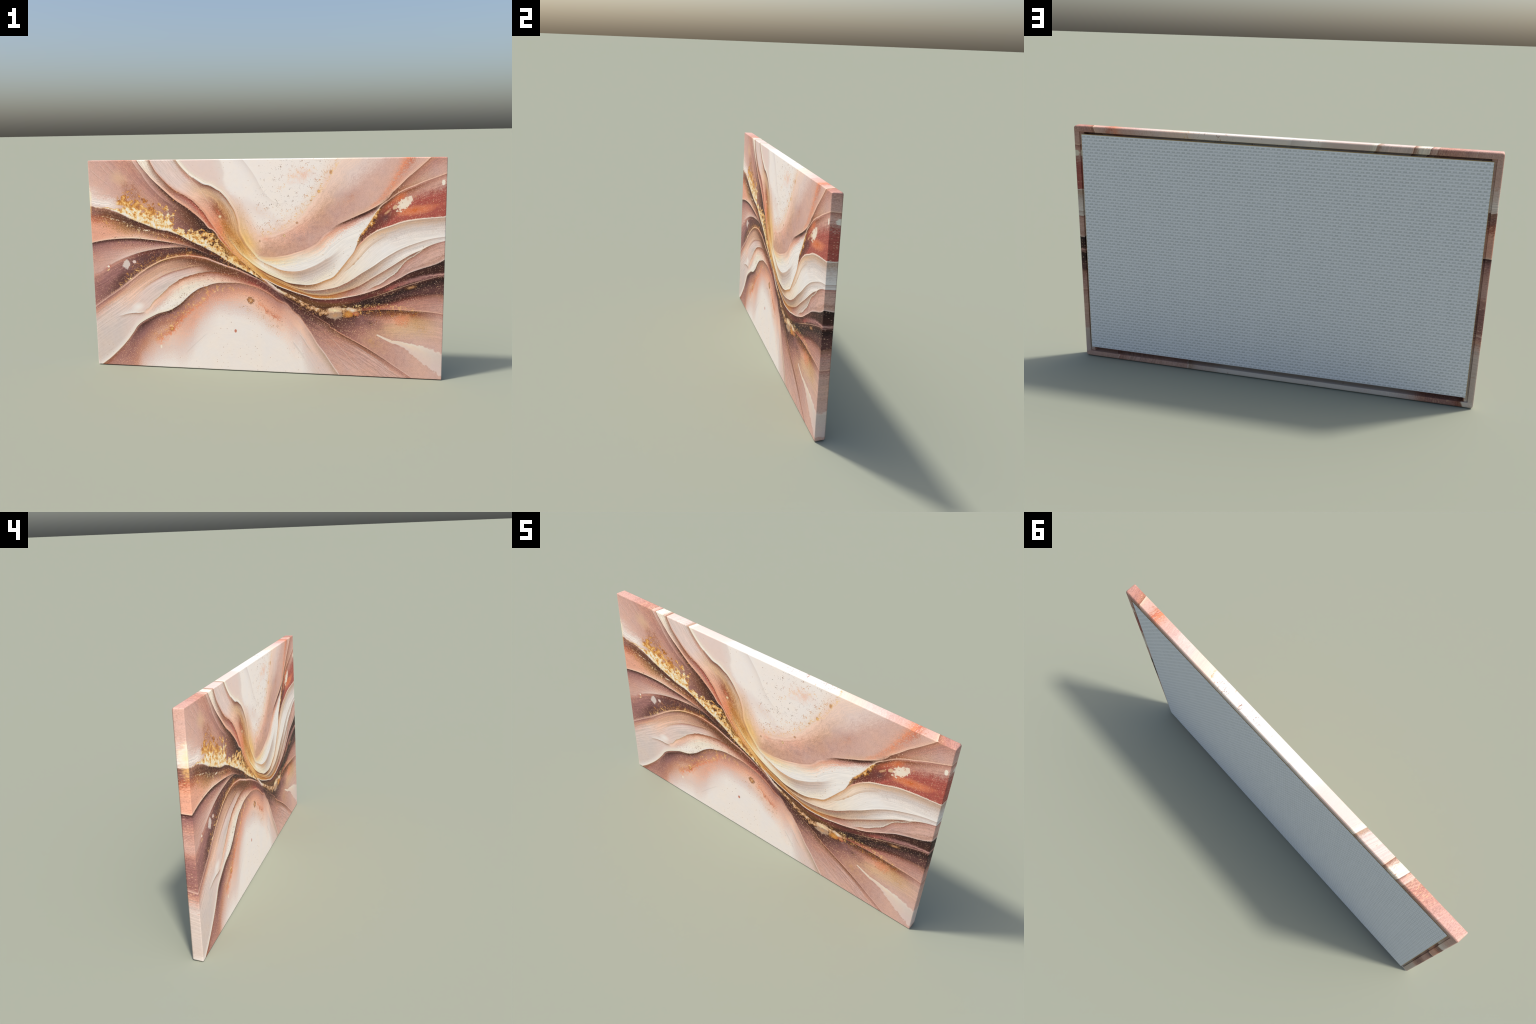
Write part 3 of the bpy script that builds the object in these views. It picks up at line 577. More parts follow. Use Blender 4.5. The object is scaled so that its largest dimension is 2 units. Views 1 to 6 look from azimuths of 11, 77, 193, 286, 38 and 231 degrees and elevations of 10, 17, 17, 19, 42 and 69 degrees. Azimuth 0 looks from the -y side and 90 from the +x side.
fold("peach_fold",
     path=[(-0.629, 1.217), (-0.61, 1.176), (-0.584, 1.137), (-0.548, 1.098), (-0.506, 1.059), (-0.457, 1.029), (-0.405, 0.999), (-0.363, 0.966), (-0.33, 0.93), (-0.301, 0.888), (-0.283, 0.861), (-0.254, 0.819), (-0.236, 0.795), (-0.188, 0.732), (-0.135, 0.669), (-0.087, 0.628), (-0.045, 0.592), (-0.002, 0.562)],
     profiles=[(0, [(-0.08, 'cream', 1), (-0.03, 'cream', 1), (-0.014, 'taupe', 1), (-0.001, 'mocha', 1), (0, 'peach', 1), (0.004, 'blush', 0.8), (0.014, 'blush', 0)]),
               (0.22, [(-0.06, 'peach', 1), (-0.032, 'rosewood', 1), (-0.014, 'mocha', 1), (-0.001, 'sienna', 1), (0, 'peach', 1), (0.003, 'rosewood', 0.7), (0.006, 'rose', 0.6), (0.02, 'rose', 0)]),
               (0.403, [(-0.05, 'salmon', 1), (-0.03, 'rosewood', 1), (-0.014, 'brick', 1), (-0.002, 'maroon', 1), (0, 'peach', 1), (0.003, 'salmon', 0.8), (0.014, 'salmon', 0)]),
               (0.636, [(-0.04, 'salmon', 1), (-0.02, 'coral', 1), (-0.004, 'russet', 1), (0, 'russet', 1), (0.001, 'salmon', 0.8), (0.012, 'coral', 0.5), (0.03, 'coral', 0)]),
               (1, [(-0.03, 'honey', 1), (-0.01, 'coral', 1), (-0.001, 'sienna', 1), (0, 'honey', 1), (0.003, 'honey', 0.5), (0.008, 'honey', 0)])], streak=0.2, fade=(-1, -1, 1, 1.03))
fold("shadow_fold",
     path=[(-0.708, 1.218), (-0.677, 1.173), (-0.644, 1.134), (-0.605, 1.092), (-0.559, 1.05), (-0.508, 1.005), (-0.453, 0.966), (-0.392, 0.924), (-0.332, 0.873), (-0.293, 0.828), (-0.272, 0.819), (-0.24, 0.774), (-0.195, 0.723), (-0.147, 0.675), (-0.105, 0.639), (-0.045, 0.592), (0.004, 0.553)],
     profiles=[(0, [(-0.42, 'rose', 1), (-0.28, 'rose', 1), (-0.14, 'dusty', 1), (-0.05, 'rosewood', 1), (-0.02, 'rose', 1), (-0.004, 'dusty', 1), (-0.001, 'coffee', 1), (0.0008, 'cream', 1), (0.008, 'cream', 0.8), (0.02, 'cream', 0)]),
               (0.229, [(-0.42, 'rose', 1), (-0.28, 'dusty', 1), (-0.14, 'fawn', 1), (-0.06, 'rosewood', 1), (-0.03, 'rosewood', 1), (-0.016, 'mocha', 1), (-0.003, 'umber', 1), (-0.001, 'umber', 1), (0.0008, 'peach', 1), (0.007, 'peach', 0.9), (0.016, 'peach', 0)]),
               (0.443, [(-0.42, 'rose', 1), (-0.25, 'clay', 1), (-0.13, 'mauve', 1), (-0.075, 'bark', 1), (-0.035, 'coffee', 1), (-0.004, 'umber', 1), (-0.001, 'umber', 1), (0.0008, 'salmon', 1), (0.006, 'salmon', 0.9), (0.014, 'salmon', 0)]),
               (0.607, [(-0.12, 'plum', 1), (-0.05, 'umber', 1), (-0.015, 'ink', 1), (-0.001, 'umber', 1), (0.0008, 'peach', 1), (0.004, 'peach', 0.8), (0.01, 'salmon', 0)]),
               (0.766, [(-0.08, 'umber', 1), (-0.03, 'olive', 1), (-0.004, 'ochre', 1), (-0.001, 'coffee', 1), (0.0008, 'honey', 1), (0.004, 'coral', 0.8), (0.01, 'coral', 0)]),
               (1, [(-0.04, 'sienna', 1), (-0.012, 'ochre', 1), (-0.001, 'umber', 1), (0, 'honey', 1), (0.004, 'honey', 0)])], streak=0.22, fade=(-1, -1, 1, 1.02))
fold("soft_ridge",
     path=[(-0.738, 1.218), (-0.711, 1.173), (-0.685, 1.14), (-0.658, 1.098), (-0.619, 1.05), (-0.577, 1.008), (-0.516, 0.963), (-0.455, 0.924)],
     profiles=[(0, [(-0.02, 'mocha', 0), (-0.004, 'mocha', 0.5), (0, 'mocha', 0.7), (0.004, 'blush', 0.5), (0.016, 'blush', 0)]),
               (1, [(-0.03, 'plum', 0), (0, 'plum', 0.5), (0.004, 'rosewood', 0.5), (0.016, 'rosewood', 0)])], fade=(-1, -1, 0.7, 1))
patch("tan_bloom", centre=(-0.82, 1.114), size=(0.07, 0.05), turn=-30, stops=[(0, 'tan', 0.7), (0.5, 'tan', 0.4), (1, 'tan', 0)], rough=0.6)
patch("rust_bloom", centre=(-0.74, 1.032), size=(0.09, 0.05), turn=-40, stops=[(0, 'sienna', 0.85), (0.5, 'sienna', 0.7), (1, 'clay', 0)], rough=0.9, grain=True)
fold("scratch",
     path=[(-0.991, 1.163), (-0.939, 1.118), (-0.892, 1.081), (-0.855, 1.047)],
     profiles=[(0, [(-0.005, 'mocha', 0), (-0.001, 'mocha', 0.45), (0.001, 'blush', 0.6), (0.006, 'blush', 0)]),
               (1, [(-0.003, 'mocha', 0), (-0.001, 'mocha', 0.3), (0.001, 'blush', 0.4), (0.003, 'blush', 0)])], fade=(0, 0.15, 0.7, 1))
fold("scratch",
     path=[(-0.931, 1.19), (-0.901, 1.157), (-0.865, 1.114)],
     profiles=[(0, [(-0.005, 'mocha', 0), (-0.001, 'mocha', 0.45), (0.001, 'blush', 0.6), (0.006, 'blush', 0)]),
               (1, [(-0.003, 'mocha', 0), (-0.001, 'mocha', 0.3), (0.001, 'blush', 0.4), (0.003, 'blush', 0)])], fade=(0, 0.15, 0.7, 1))
fold("scratch",
     path=[(-0.901, 1.205), (-0.865, 1.163), (-0.826, 1.123)],
     profiles=[(0, [(-0.005, 'mocha', 0), (-0.001, 'mocha', 0.45), (0.001, 'blush', 0.6), (0.006, 'blush', 0)]),
               (1, [(-0.003, 'mocha', 0), (-0.001, 'mocha', 0.3), (0.001, 'blush', 0.4), (0.003, 'blush', 0)])], fade=(0, 0.15, 0.7, 1))
fold("leaf_bed",
     path=[(-1.01, 0.954), (-0.933, 0.94), (-0.852, 0.925), (-0.798, 0.902), (-0.742, 0.875), (-0.679, 0.852), (-0.616, 0.828), (-0.522, 0.808), (-0.475, 0.791), (-0.429, 0.769), (-0.382, 0.746), (-0.336, 0.727), (-0.29, 0.702), (-0.257, 0.686), (-0.197, 0.648), (-0.136, 0.613), (-0.06, 0.576), (0.0, 0.541)],
     profiles=[(0, [(-0.17, 'salmon', 1), (-0.11, 'salmon', 1), (-0.07, 'russet', 1), (-0.035, 'mauve', 1), (-0.004, 'mocha', 1), (-0.001, 'maroon', 1), (0, 'blush', 1), (0.03, 'ivory', 0.95), (0.07, 'blush', 0.9), (0.1, 'blush', 0.8), (0.13, 'rose', 0)]),
               (0.106, [(-0.17, 'salmon', 1), (-0.11, 'salmon', 1), (-0.065, 'sienna', 1), (-0.03, 'coffee', 1), (-0.004, 'mocha', 1), (0, 'blush', 1), (0.03, 'ivory', 0.95), (0.06, 'blush', 0.8), (0.09, 'rose', 0)]),
               (0.255, [(-0.13, 'salmon', 1), (-0.09, 'camel', 1), (-0.045, 'coffee', 1), (-0.012, 'umber', 1), (-0.001, 'umber', 1), (0.001, 'tan', 0.3), (0.03, 'tan', 0)]),
               (0.51, [(-0.07, 'salmon', 1), (-0.045, 'coffee', 1), (-0.03, 'sienna', 1), (-0.004, 'umber', 1), (-0.001, 'umber', 1), (0.001, 'tan', 0.3), (0.02, 'tan', 0)]),
               (0.698, [(-0.05, 'umber', 1), (-0.02, 'umber', 1), (-0.001, 'umber', 1), (0.001, 'tan', 0.3), (0.02, 'tan', 0)]),
               (1, [(-0.03, 'umber', 1), (-0.001, 'ink', 1), (0.001, 'tan', 0.3), (0.01, 'tan', 0)])], streak=0.2, wob=(0.008, 35), fade=(-1, -1, 1, 1.02))
leaf("gold_leaf",
     path=[(-1.01, 0.954), (-0.933, 0.94), (-0.852, 0.925), (-0.798, 0.902), (-0.742, 0.875), (-0.679, 0.852), (-0.616, 0.828), (-0.522, 0.808), (-0.475, 0.791), (-0.429, 0.769), (-0.382, 0.746), (-0.336, 0.727), (-0.29, 0.702), (-0.257, 0.686), (-0.197, 0.648), (-0.136, 0.613), (-0.06, 0.576), (0.0, 0.541)],
     heights=[(0, 0.0), (0.12, 0.012), (0.18, 0.06), (0.23, 0.16), (0.28, 0.12), (0.34, 0.12), (0.4, 0.16), (0.45, 0.15), (0.48, 0.05), (0.54, 0.06), (0.6, 0.085), (0.67, 0.1), (0.74, 0.075), (0.82, 0.06), (0.9, 0.04), (1, 0.008)], tone='cream', gain=1.0)
leaf("gold_dust",
     path=[(-0.847, 0.953), (-0.786, 0.953), (-0.723, 0.938), (-0.644, 0.911), (-0.581, 0.896)],
     heights=[(0, 0.07), (0.25, 0.13), (0.5, 0.11), (1, 0.03)], tone='gold', gain=0.8)
fold("salmon_edge",
     path=[(-0.999, 0.737), (-0.943, 0.749), (-0.877, 0.759), (-0.796, 0.765), (-0.715, 0.765), (-0.635, 0.758), (-0.556, 0.749), (-0.493, 0.74), (-0.43, 0.727), (-0.368, 0.708), (-0.322, 0.688), (-0.258, 0.667), (-0.197, 0.638), (-0.136, 0.602)],
     profiles=[(0, [(-0.14, 'dusty', 1), (-0.07, 'rosewood', 1), (-0.025, 'mauve', 1), (-0.008, 'plum', 1), (-0.001, 'umber', 1), (0.0008, 'peach', 1), (0.012, 'salmon', 0.7), (0.05, 'salmon', 0)]),
               (0.316, [(-0.08, 'rose', 1), (-0.045, 'rosewood', 1), (-0.02, 'mauve', 1), (-0.009, 'umber', 1), (-0.001, 'umber', 1), (0.0008, 'peachpale', 1), (0.012, 'peach', 0.8), (0.05, 'salmon', 0)]),
               (0.536, [(-0.05, 'rosewood', 1), (-0.015, 'maroon', 1), (-0.001, 'umber', 1), (0.0008, 'peach', 1), (0.006, 'salmon', 0.7), (0.02, 'salmon', 0)]),
               (0.719, [(-0.04, 'umber', 1), (-0.001, 'ink', 1), (0.0008, 'rosewood', 0.8), (0.003, 'rosewood', 0)]),
               (1, [(-0.02, 'umber', 1), (0, 'umber', 0.5), (0.001, 'umber', 0)])], streak=0.16, fade=(-1, -1, 0.97, 1.02))
fold("maroon_edge",
     path=[(-0.998, 0.544), (-0.937, 0.574), (-0.885, 0.61), (-0.818, 0.643), (-0.752, 0.669), (-0.702, 0.685), (-0.637, 0.7), (-0.557, 0.712), (-0.462, 0.718), (-0.399, 0.713), (-0.337, 0.69), (-0.258, 0.655), (-0.197, 0.626), (-0.136, 0.596)],
     profiles=[(0, [(-0.2, 'mauve', 1), (-0.12, 'mauve', 1), (-0.05, 'mauve', 1), (-0.01, 'rosewood', 1), (0, 'rosewood', 0.6), (0.012, 'rosewood', 0)]),
               (0.174, [(-0.13, 'plum', 1), (-0.07, 'mauve', 1), (-0.03, 'mauve', 1), (-0.004, 'rosewood', 1), (0, 'rosewood', 0.8), (0.004, 'blush', 0.5), (0.03, 'blush', 0)]),
               (0.371, [(-0.09, 'plum', 1), (-0.03, 'plum', 1), (-0.004, 'maroon', 1), (-0.001, 'umber', 1), (0.0008, 'blush', 0.9), (0.02, 'rose', 0.6), (0.04, 'rose', 0)]),
               (0.559, [(-0.06, 'umber', 1), (-0.02, 'plum', 1), (-0.001, 'umber', 1), (0.0008, 'peach', 0.9), (0.012, 'rose', 0.6), (0.02, 'rose', 0)]),
               (0.739, [(-0.05, 'coffee', 1), (-0.03, 'umber', 1), (-0.001, 'ink', 1), (0.0008, 'mocha', 0.7), (0.003, 'mocha', 0)]),
               (1, [(-0.02, 'umber', 1), (0, 'umber', 0.5), (0.001, 'umber', 0)])], streak=0.2, fade=(-1, -1, 0.97, 1.02))
patch("plum_pool", centre=(-0.824, 0.532), size=(0.09, 0.04), turn=40, stops=[(0, 'umber', 0.6), (0.5, 'plum', 0.6), (1, 'plum', 0)], rough=0.5)
patch("rust_stain", centre=(-0.903, 0.597), size=(0.05, 0.02), turn=20, stops=[(0, 'russet', 0.6), (1, 'rosewood', 0)], rough=0.6)
fold("ridge_left",
     path=[(-1.035, 0.327), (-0.999, 0.354), (-0.93, 0.402), (-0.861, 0.448), (-0.81, 0.485), (-0.758, 0.527), (-0.691, 0.576), (-0.625, 0.615), (-0.56, 0.644), (-0.496, 0.66), (-0.432, 0.668), (-0.369, 0.664), (-0.32, 0.656), (-0.259, 0.635), (-0.197, 0.613), (-0.136, 0.593), (-0.075, 0.567), (-0.03, 0.546), (0.015, 0.523), (0.06, 0.494), (0.105, 0.461), (0.135, 0.422), (0.153, 0.389)],
     profiles=[(0, [(-0.22, 'greige', 1), (-0.08, 'greige', 1), (-0.04, 'dusty', 1), (-0.018, 'rosewood', 1), (-0.003, 'mauve', 1), (0, 'rose', 0.9), (0.006, 'rose', 0.5), (0.012, 'rosewood', 0)]),
               (0.151, [(-0.16, 'greige', 1), (-0.05, 'blush', 1), (-0.025, 'fawn', 1), (-0.012, 'rosewood', 1), (-0.003, 'mauve', 1), (0, 'rose', 0.9), (0.006, 'dusty', 0.7), (0.014, 'plum', 0.6), (0.05, 'plum', 0)]),
               (0.241, [(-0.12, 'blush', 1), (-0.06, 'peach', 1), (-0.03, 'fawn', 1), (-0.014, 'dusty', 1), (-0.006, 'mocha', 1), (-0.001, 'rose', 1), (0, 'peach', 1), (0.005, 'dusty', 0.8), (0.01, 'plum', 0.6), (0.04, 'plum', 0)]),
               (0.413, [(-0.1, 'blush', 1), (-0.06, 'fawn', 1), (-0.03, 'fawn', 1), (-0.014, 'mocha', 1), (-0.003, 'olive', 1), (0, 'honey', 1), (0.003, 'peach', 1), (0.006, 'sienna', 0.6), (0.03, 'sienna', 0)]),
               (0.547, [(-0.08, 'fawn', 1), (-0.05, 'mocha', 1), (-0.02, 'coffee', 1), (-0.003, 'sienna', 1), (0, 'peach', 1), (0.004, 'coral', 0.9), (0.009, 'sienna', 0.8), (0.03, 'olive', 0)]),
               (0.691, [(-0.09, 'rosewood', 1), (-0.06, 'sienna', 1), (-0.035, 'coffee', 1), (-0.006, 'olive', 1), (0, 'rose', 1), (0.004, 'peach', 1), (0.006, 'coffee', 0.6), (0.012, 'coffee', 0)]),
               (0.853, [(-0.07, 'rosewood', 1), (-0.04, 'brick', 1), (-0.02, 'maroon', 1), (-0.003, 'maroon', 1), (0, 'rosewood', 1), (0.003, 'rose', 0.9), (0.005, 'umber', 0.7), (0.012, 'umber', 0)]),
               (0.939, [(-0.05, 'rosewood', 1), (-0.03, 'maroon', 1), (-0.004, 'plum', 1), (0, 'mocha', 1), (0.003, 'mauve', 0.8), (0.006, 'umber', 0.6), (0.02, 'umber', 0)]),
               (1, [(-0.04, 'brick', 1), (-0.01, 'plum', 1), (0, 'plum', 0.8), (0.006, 'plum', 0)])], streak=0.22, fade=(-1, -1, 1, 1.02))
fold("inner_crease",
     path=[(-0.743, 0.439), (-0.713, 0.462), (-0.662, 0.501), (-0.596, 0.54), (-0.531, 0.57), (-0.466, 0.59), (-0.403, 0.606), (-0.34, 0.613), (-0.296, 0.605)],
     profiles=[(0, [(-0.05, 'blush', 0.8), (-0.012, 'blush', 0.6), (-0.002, 'tan', 0.6), (0.001, 'tan', 0)]),
               (0.4, [(-0.06, 'greige', 1), (-0.014, 'blush', 1), (-0.003, 'rosewood', 1), (0, 'rosewood', 0.9), (0.001, 'tan', 0.6), (0.01, 'tan', 0)]),
               (0.8, [(-0.05, 'blush', 1), (-0.014, 'rose', 1), (-0.003, 'mocha', 1), (0, 'mocha', 0.9), (0.001, 'tan', 0.5), (0.01, 'tan', 0)]),
               (1, [(-0.05, 'tan', 0.8), (-0.01, 'mocha', 0.8), (0, 'coffee', 0.5), (0.004, 'coffee', 0)])], fade=(0, 0.15, 0.85, 1), streak=0.14)
fold("pale_crease",
     path=[(-0.716, 0.326), (-0.672, 0.353), (-0.675, 0.351), (-0.638, 0.394), (-0.601, 0.427), (-0.567, 0.459), (-0.534, 0.491), (-0.494, 0.517), (-0.468, 0.534), (-0.42, 0.553), (-0.357, 0.57), (-0.293, 0.58), (-0.229, 0.576), (-0.168, 0.565), (-0.106, 0.551), (-0.046, 0.531)],
     profiles=[(0, [(-0.04, 'peachpale', 0.8), (-0.004, 'peach', 0.8), (0, 'tan', 0.6), (0.002, 'tan', 0)]),
               (0.135, [(-0.06, 'ivory', 1), (-0.035, 'rose', 1), (-0.008, 'peach', 1), (-0.002, 'tan', 1), (0, 'mocha', 0.8), (0.001, 'cream', 0.4), (0.006, 'cream', 0)]),
               (0.425, [(-0.06, 'cream', 1), (-0.022, 'peach', 1), (-0.004, 'sienna', 1), (0, 'mocha', 0.9), (0.001, 'cream', 0.5), (0.006, 'cream', 0)]),
               (0.769, [(-0.07, 'cream', 1), (-0.045, 'peach', 1), (-0.022, 'rosewood', 1), (-0.004, 'sienna', 0.9), (0, 'coffee', 0.6), (0.012, 'coffee', 0)]),
               (1, [(-0.04, 'rosewood', 0.9), (-0.02, 'sienna', 0.8), (0, 'coffee', 0.4), (0.01, 'coffee', 0)])], streak=0.14, fade=(0, 0.06, 0.85, 1), wob=(0.004, 50))
patch("white_sheen", centre=(-0.734, 0.361), size=(0.05, 0.03), turn=20, stops=[(0, 'white', 0.95), (0.5, 'white', 0.6), (1, 'ivory', 0)], rough=0.1)
fold("curl",
     path=[(-0.862, 0.299), (-0.835, 0.306), (-0.802, 0.316), (-0.752, 0.324), (-0.716, 0.326), (-0.686, 0.34)],
     profiles=[(0, [(-0.012, 'taupe', 0), (-0.001, 'taupe', 0.6), (0.001, 'ivory', 0.4), (0.02, 'ivory', 0)]),
               (0.6, [(-0.02, 'taupe', 0), (-0.008, 'taupe', 0.8), (-0.001, 'mocha', 1), (0.001, 'white', 1), (0.03, 'white', 0)]),
               (1, [(-0.02, 'taupe', 0), (-0.001, 'mocha', 0.7), (0.001, 'cream', 0.5), (0.01, 'cream', 0)])], fade=(0, 0.15, 0.85, 1))
fold("bottom_edge",
     path=[(-0.986, -0.008), (-0.969, 0.006), (-0.923, 0.041), (-0.88, 0.08), (-0.838, 0.121), (-0.803, 0.161), (-0.767, 0.208), (-0.739, 0.248), (-0.705, 0.275), (-0.655, 0.303), (-0.605, 0.327), (-0.546, 0.344), (-0.507, 0.365), (-0.47, 0.391), (-0.434, 0.425), (-0.392, 0.46), (-0.344, 0.487), (-0.319, 0.493), (-0.293, 0.505), (-0.246, 0.515), (-0.184, 0.518), (-0.122, 0.517), (-0.077, 0.509), (-0.031, 0.497), (0.015, 0.477), (0.06, 0.451), (0.105, 0.418), (0.138, 0.406), (0.18, 0.361), (0.225, 0.319), (0.248, 0.285), (0.284, 0.232), (0.32, 0.171), (0.359, 0.12), (0.415, 0.035), (0.436, 0.005), (0.444, -0.01)],
     profiles=[(0.012, [(-0.34, 'ivory', 1), (-0.24, 'ivory', 1), (-0.17, 'blush', 1), (-0.09, 'rose', 1), (-0.03, 'rosewood', 1), (-0.012, 'sienna', 1), (-0.003, 'mocha', 1), (-0.001, 'taupe', 1), (0, 'cream', 1), (0.006, 'ivory', 0.8), (0.03, 'ivory', 0)]),
               (0.128, [(-0.28, 'ivory', 1), (-0.22, 'blush', 1), (-0.16, 'rose', 1), (-0.1, 'rosewood', 1), (-0.05, 'mauve', 1), (-0.015, 'mauve', 1), (-0.004, 'mocha', 1), (-0.001, 'mocha', 1), (0, 'cream', 1), (0.008, 'ivory', 0.7), (0.03, 'ivory', 0)]),
               (0.196, [(-0.3, 'ivory', 1), (-0.22, 'blush', 1), (-0.17, 'rose', 1), (-0.12, 'clay', 1), (-0.06, 'mauve', 1), (-0.025, 'plum', 1), (-0.012, 'umber', 1), (-0.006, 'rosewood', 1), (-0.001, 'umber', 1), (0, 'cream', 1), (0.01, 'cream', 0.7), (0.03, 'ivory', 0)]),
               (0.312, [(-0.3, 'ivory', 1), (-0.21, 'blush', 1), (-0.11, 'peach', 1), (-0.07, 'clay', 1), (-0.025, 'mauve', 1), (-0.008, 'umber', 1), (-0.001, 'umber', 1), (0, 'cream', 1), (0.018, 'white', 0.8), (0.06, 'ivory', 0)]),
               (0.415, [(-0.3, 'ivory', 1), (-0.2, 'blush', 1), (-0.12, 'salmon', 1), (-0.08, 'rose', 1), (-0.045, 'rosewood', 1), (-0.012, 'mocha', 1), (-0.003, 'coffee', 1), (-0.001, 'coffee', 1), (0, 'white', 1), (0.014, 'cream', 0.7), (0.045, 'cream', 0)]),
               (0.517, [(-0.3, 'ivory', 1), (-0.2, 'ivory', 1), (-0.14, 'blush', 1), (-0.085, 'salmon', 1), (-0.035, 'rosewood', 1), (-0.006, 'mocha', 1), (-0.001, 'coffee', 1), (0, 'peachpale', 1), (0.012, 'peach', 0.5), (0.03, 'peach', 0)]),
               (0.635, [(-0.3, 'ivory', 1), (-0.21, 'ivory', 1), (-0.15, 'blush', 1), (-0.09, 'peach', 1), (-0.05, 'salmon', 1), (-0.02, 'rosewood', 1), (-0.001, 'mocha', 1), (0, 'salmon', 0.9), (0.004, 'salmon', 0.4), (0.012, 'salmon', 0)]),
               (0.763, [(-0.32, 'ivory', 1), (-0.2, 'ivory', 1), (-0.12, 'peach', 1), (-0.06, 'salmon', 1), (-0.012, 'rosewood', 1), (-0.001, 'sienna', 1), (0, 'salmon', 0.8), (0.004, 'salmon', 0.3), (0.01, 'salmon', 0)]),
               (0.847, [(-0.28, 'ivory', 1), (-0.14, 'ivory', 1), (-0.07, 'blush', 1), (-0.03, 'peach', 1), (-0.003, 'rose', 1), (0, 'peach', 0.9), (0.003, 'salmon', 0.5), (0.01, 'salmon', 0)]),
               (0.94, [(-0.28, 'ivory', 1), (-0.12, 'greige', 1), (-0.04, 'blush', 1), (-0.008, 'taupe', 1), (-0.001, 'taupe', 1), (0, 'blush', 1), (0.004, 'blush', 1), (0.006, 'rose', 0)])], streak=0.06, fade=(-1, -1, 1.0, 1.003))
fold("coral_drift",
     path=[(-0.645, 0.145), (-0.611, 0.172), (-0.544, 0.22), (-0.494, 0.273), (-0.444, 0.329), (-0.378, 0.381), (-0.33, 0.409), (-0.295, 0.46), (-0.232, 0.468)],
     profiles=[(0, [(-0.035, 'salmon', 0), (-0.01, 'coral', 0.9), (0.01, 'russet', 0.8), (0.035, 'sienna', 0)]),
               (0.4, [(-0.03, 'salmon', 0), (-0.008, 'coral', 1), (0.008, 'russet', 0.9), (0.03, 'russet', 0)]),
               (1, [(-0.03, 'salmon', 0), (0, 'coral', 0.7), (0.03, 'salmon', 0)])], fade=(0, 0.1, 0.9, 1), wob=(0.02, 40), grain=True)
fold("coral_drift_right",
     path=[(-0.032, 0.413), (0.004, 0.386), (0.043, 0.353), (0.074, 0.333), (0.116, 0.303)],
     profiles=[(0, [(-0.02, 'salmon', 0), (-0.006, 'coral', 0.7), (0.006, 'coral', 0.6), (0.03, 'salmon', 0)]),
               (1, [(-0.012, 'coral', 0), (0, 'russet', 0.8), (0.014, 'coral', 0.6), (0.03, 'salmon', 0)])], fade=(0, 0.15, 0.9, 1), wob=(0.02, 50), grain=True)
fold("scratch",
     path=[(-0.452, 0.085), (-0.419, 0.119), (-0.386, 0.152), (-0.307, 0.222)],
     profiles=[(0, [(-0.004, 'greige', 0), (-0.001, 'white', 0.5), (0.001, 'taupe', 0.6), (0.006, 'greige', 0)]),
               (1, [(-0.004, 'greige', 0), (-0.001, 'white', 0.3), (0.001, 'greige', 0.5), (0.006, 'greige', 0)])], fade=(0, 0.15, 0.8, 1))
fold("scratch",
     path=[(0.212, 0.238), (0.239, 0.205), (0.269, 0.157), (0.302, 0.121)],
     profiles=[(0, [(-0.008, 'taupe', 0), (-0.001, 'taupe', 0.5), (0.001, 'white', 0.8), (0.004, 'blush', 0)]),
               (1, [(-0.012, 'taupe', 0), (-0.001, 'taupe', 0.5), (0.001, 'blush', 0.6), (0.008, 'blush', 0)])], fade=(0, 0.15, 0.8, 1))
fold("scratch",
     path=[(0.178, 0.191), (0.218, 0.136), (0.254, 0.078)],
     profiles=[(0, [(-0.012, 'taupe', 0), (-0.001, 'greige', 0.8), (0.001, 'white', 0.5), (0.006, 'white', 0)]),
               (1, [(-0.012, 'greige', 0), (0, 'greige', 0.5), (0.006, 'white', 0)])], fade=(0, 0.15, 0.8, 1))
leaf("gold_crumbs",
     path=[(0.106, 0.485), (0.165, 0.457), (0.225, 0.425), (0.285, 0.399), (0.361, 0.376), (0.45, 0.387), (0.566, 0.388)],
     heights=[(0, -0.02), (0.4, -0.05), (0.75, -0.07), (1, -0.03)], tone='umber', gain=0.9)
fold("rope",
     path=[(-0.002, 0.558), (0.031, 0.532), (0.06, 0.509), (0.105, 0.476), (0.15, 0.461)],
     profiles=[(0, [(-0.004, 'sienna', 0), (-0.002, 'peach', 0.9), (0.002, 'cream', 1), (0.004, 'honey', 0)]),
               (0.6, [(-0.009, 'mocha', 0), (-0.007, 'rose', 0.9), (0, 'blush', 1), (0.006, 'cream', 1), (0.009, 'honey', 0)]),
               (1, [(-0.01, 'mocha', 0), (-0.002, 'tan', 0.8), (0.004, 'butter', 0.9), (0.009, 'honey', 0)])], fade=(0, 0.1, 0.9, 1), wob=(0.005, 60))
patch("cream_chip", centre=(0.416, 0.374), size=(0.042, 0.022), turn=8, stops=[(0, 'butter', 1), (0.8, 'tan', 1), (1, 'tan', 0)], rough=1.1)
patch("taupe_chip", centre=(0.416, 0.345), size=(0.04, 0.022), turn=5, stops=[(0, 'camel', 1), (0.85, 'mink', 1), (1, 'mink', 0)], rough=0.9)
patch("gold_chip", centre=(0.491, 0.354), size=(0.03, 0.022), turn=10, stops=[(0, 'gold', 1), (0.7, 'ochre', 1), (1, 'sienna', 0)], rough=0.7)
patch("cream_chip_right", centre=(0.508, 0.38), size=(0.034, 0.014), turn=-10, stops=[(0, 'cream', 0.9), (0.7, 'tan', 0.9), (1, 'tan', 0)], rough=1.0)
patch("gold_chip_right", centre=(0.534, 0.358), size=(0.02, 0.014), turn=0, stops=[(0, 'camel', 1), (0.8, 'russet', 0.8), (1, 'russet', 0)], rough=0.8)
patch("splat", centre=(-0.792, 0.612), size=(0.024, 0.027), turn=0, stops=[(0, 'greige', 1), (0.85, 'greige', 1), (1, 'greige', 0)], rough=0.7)
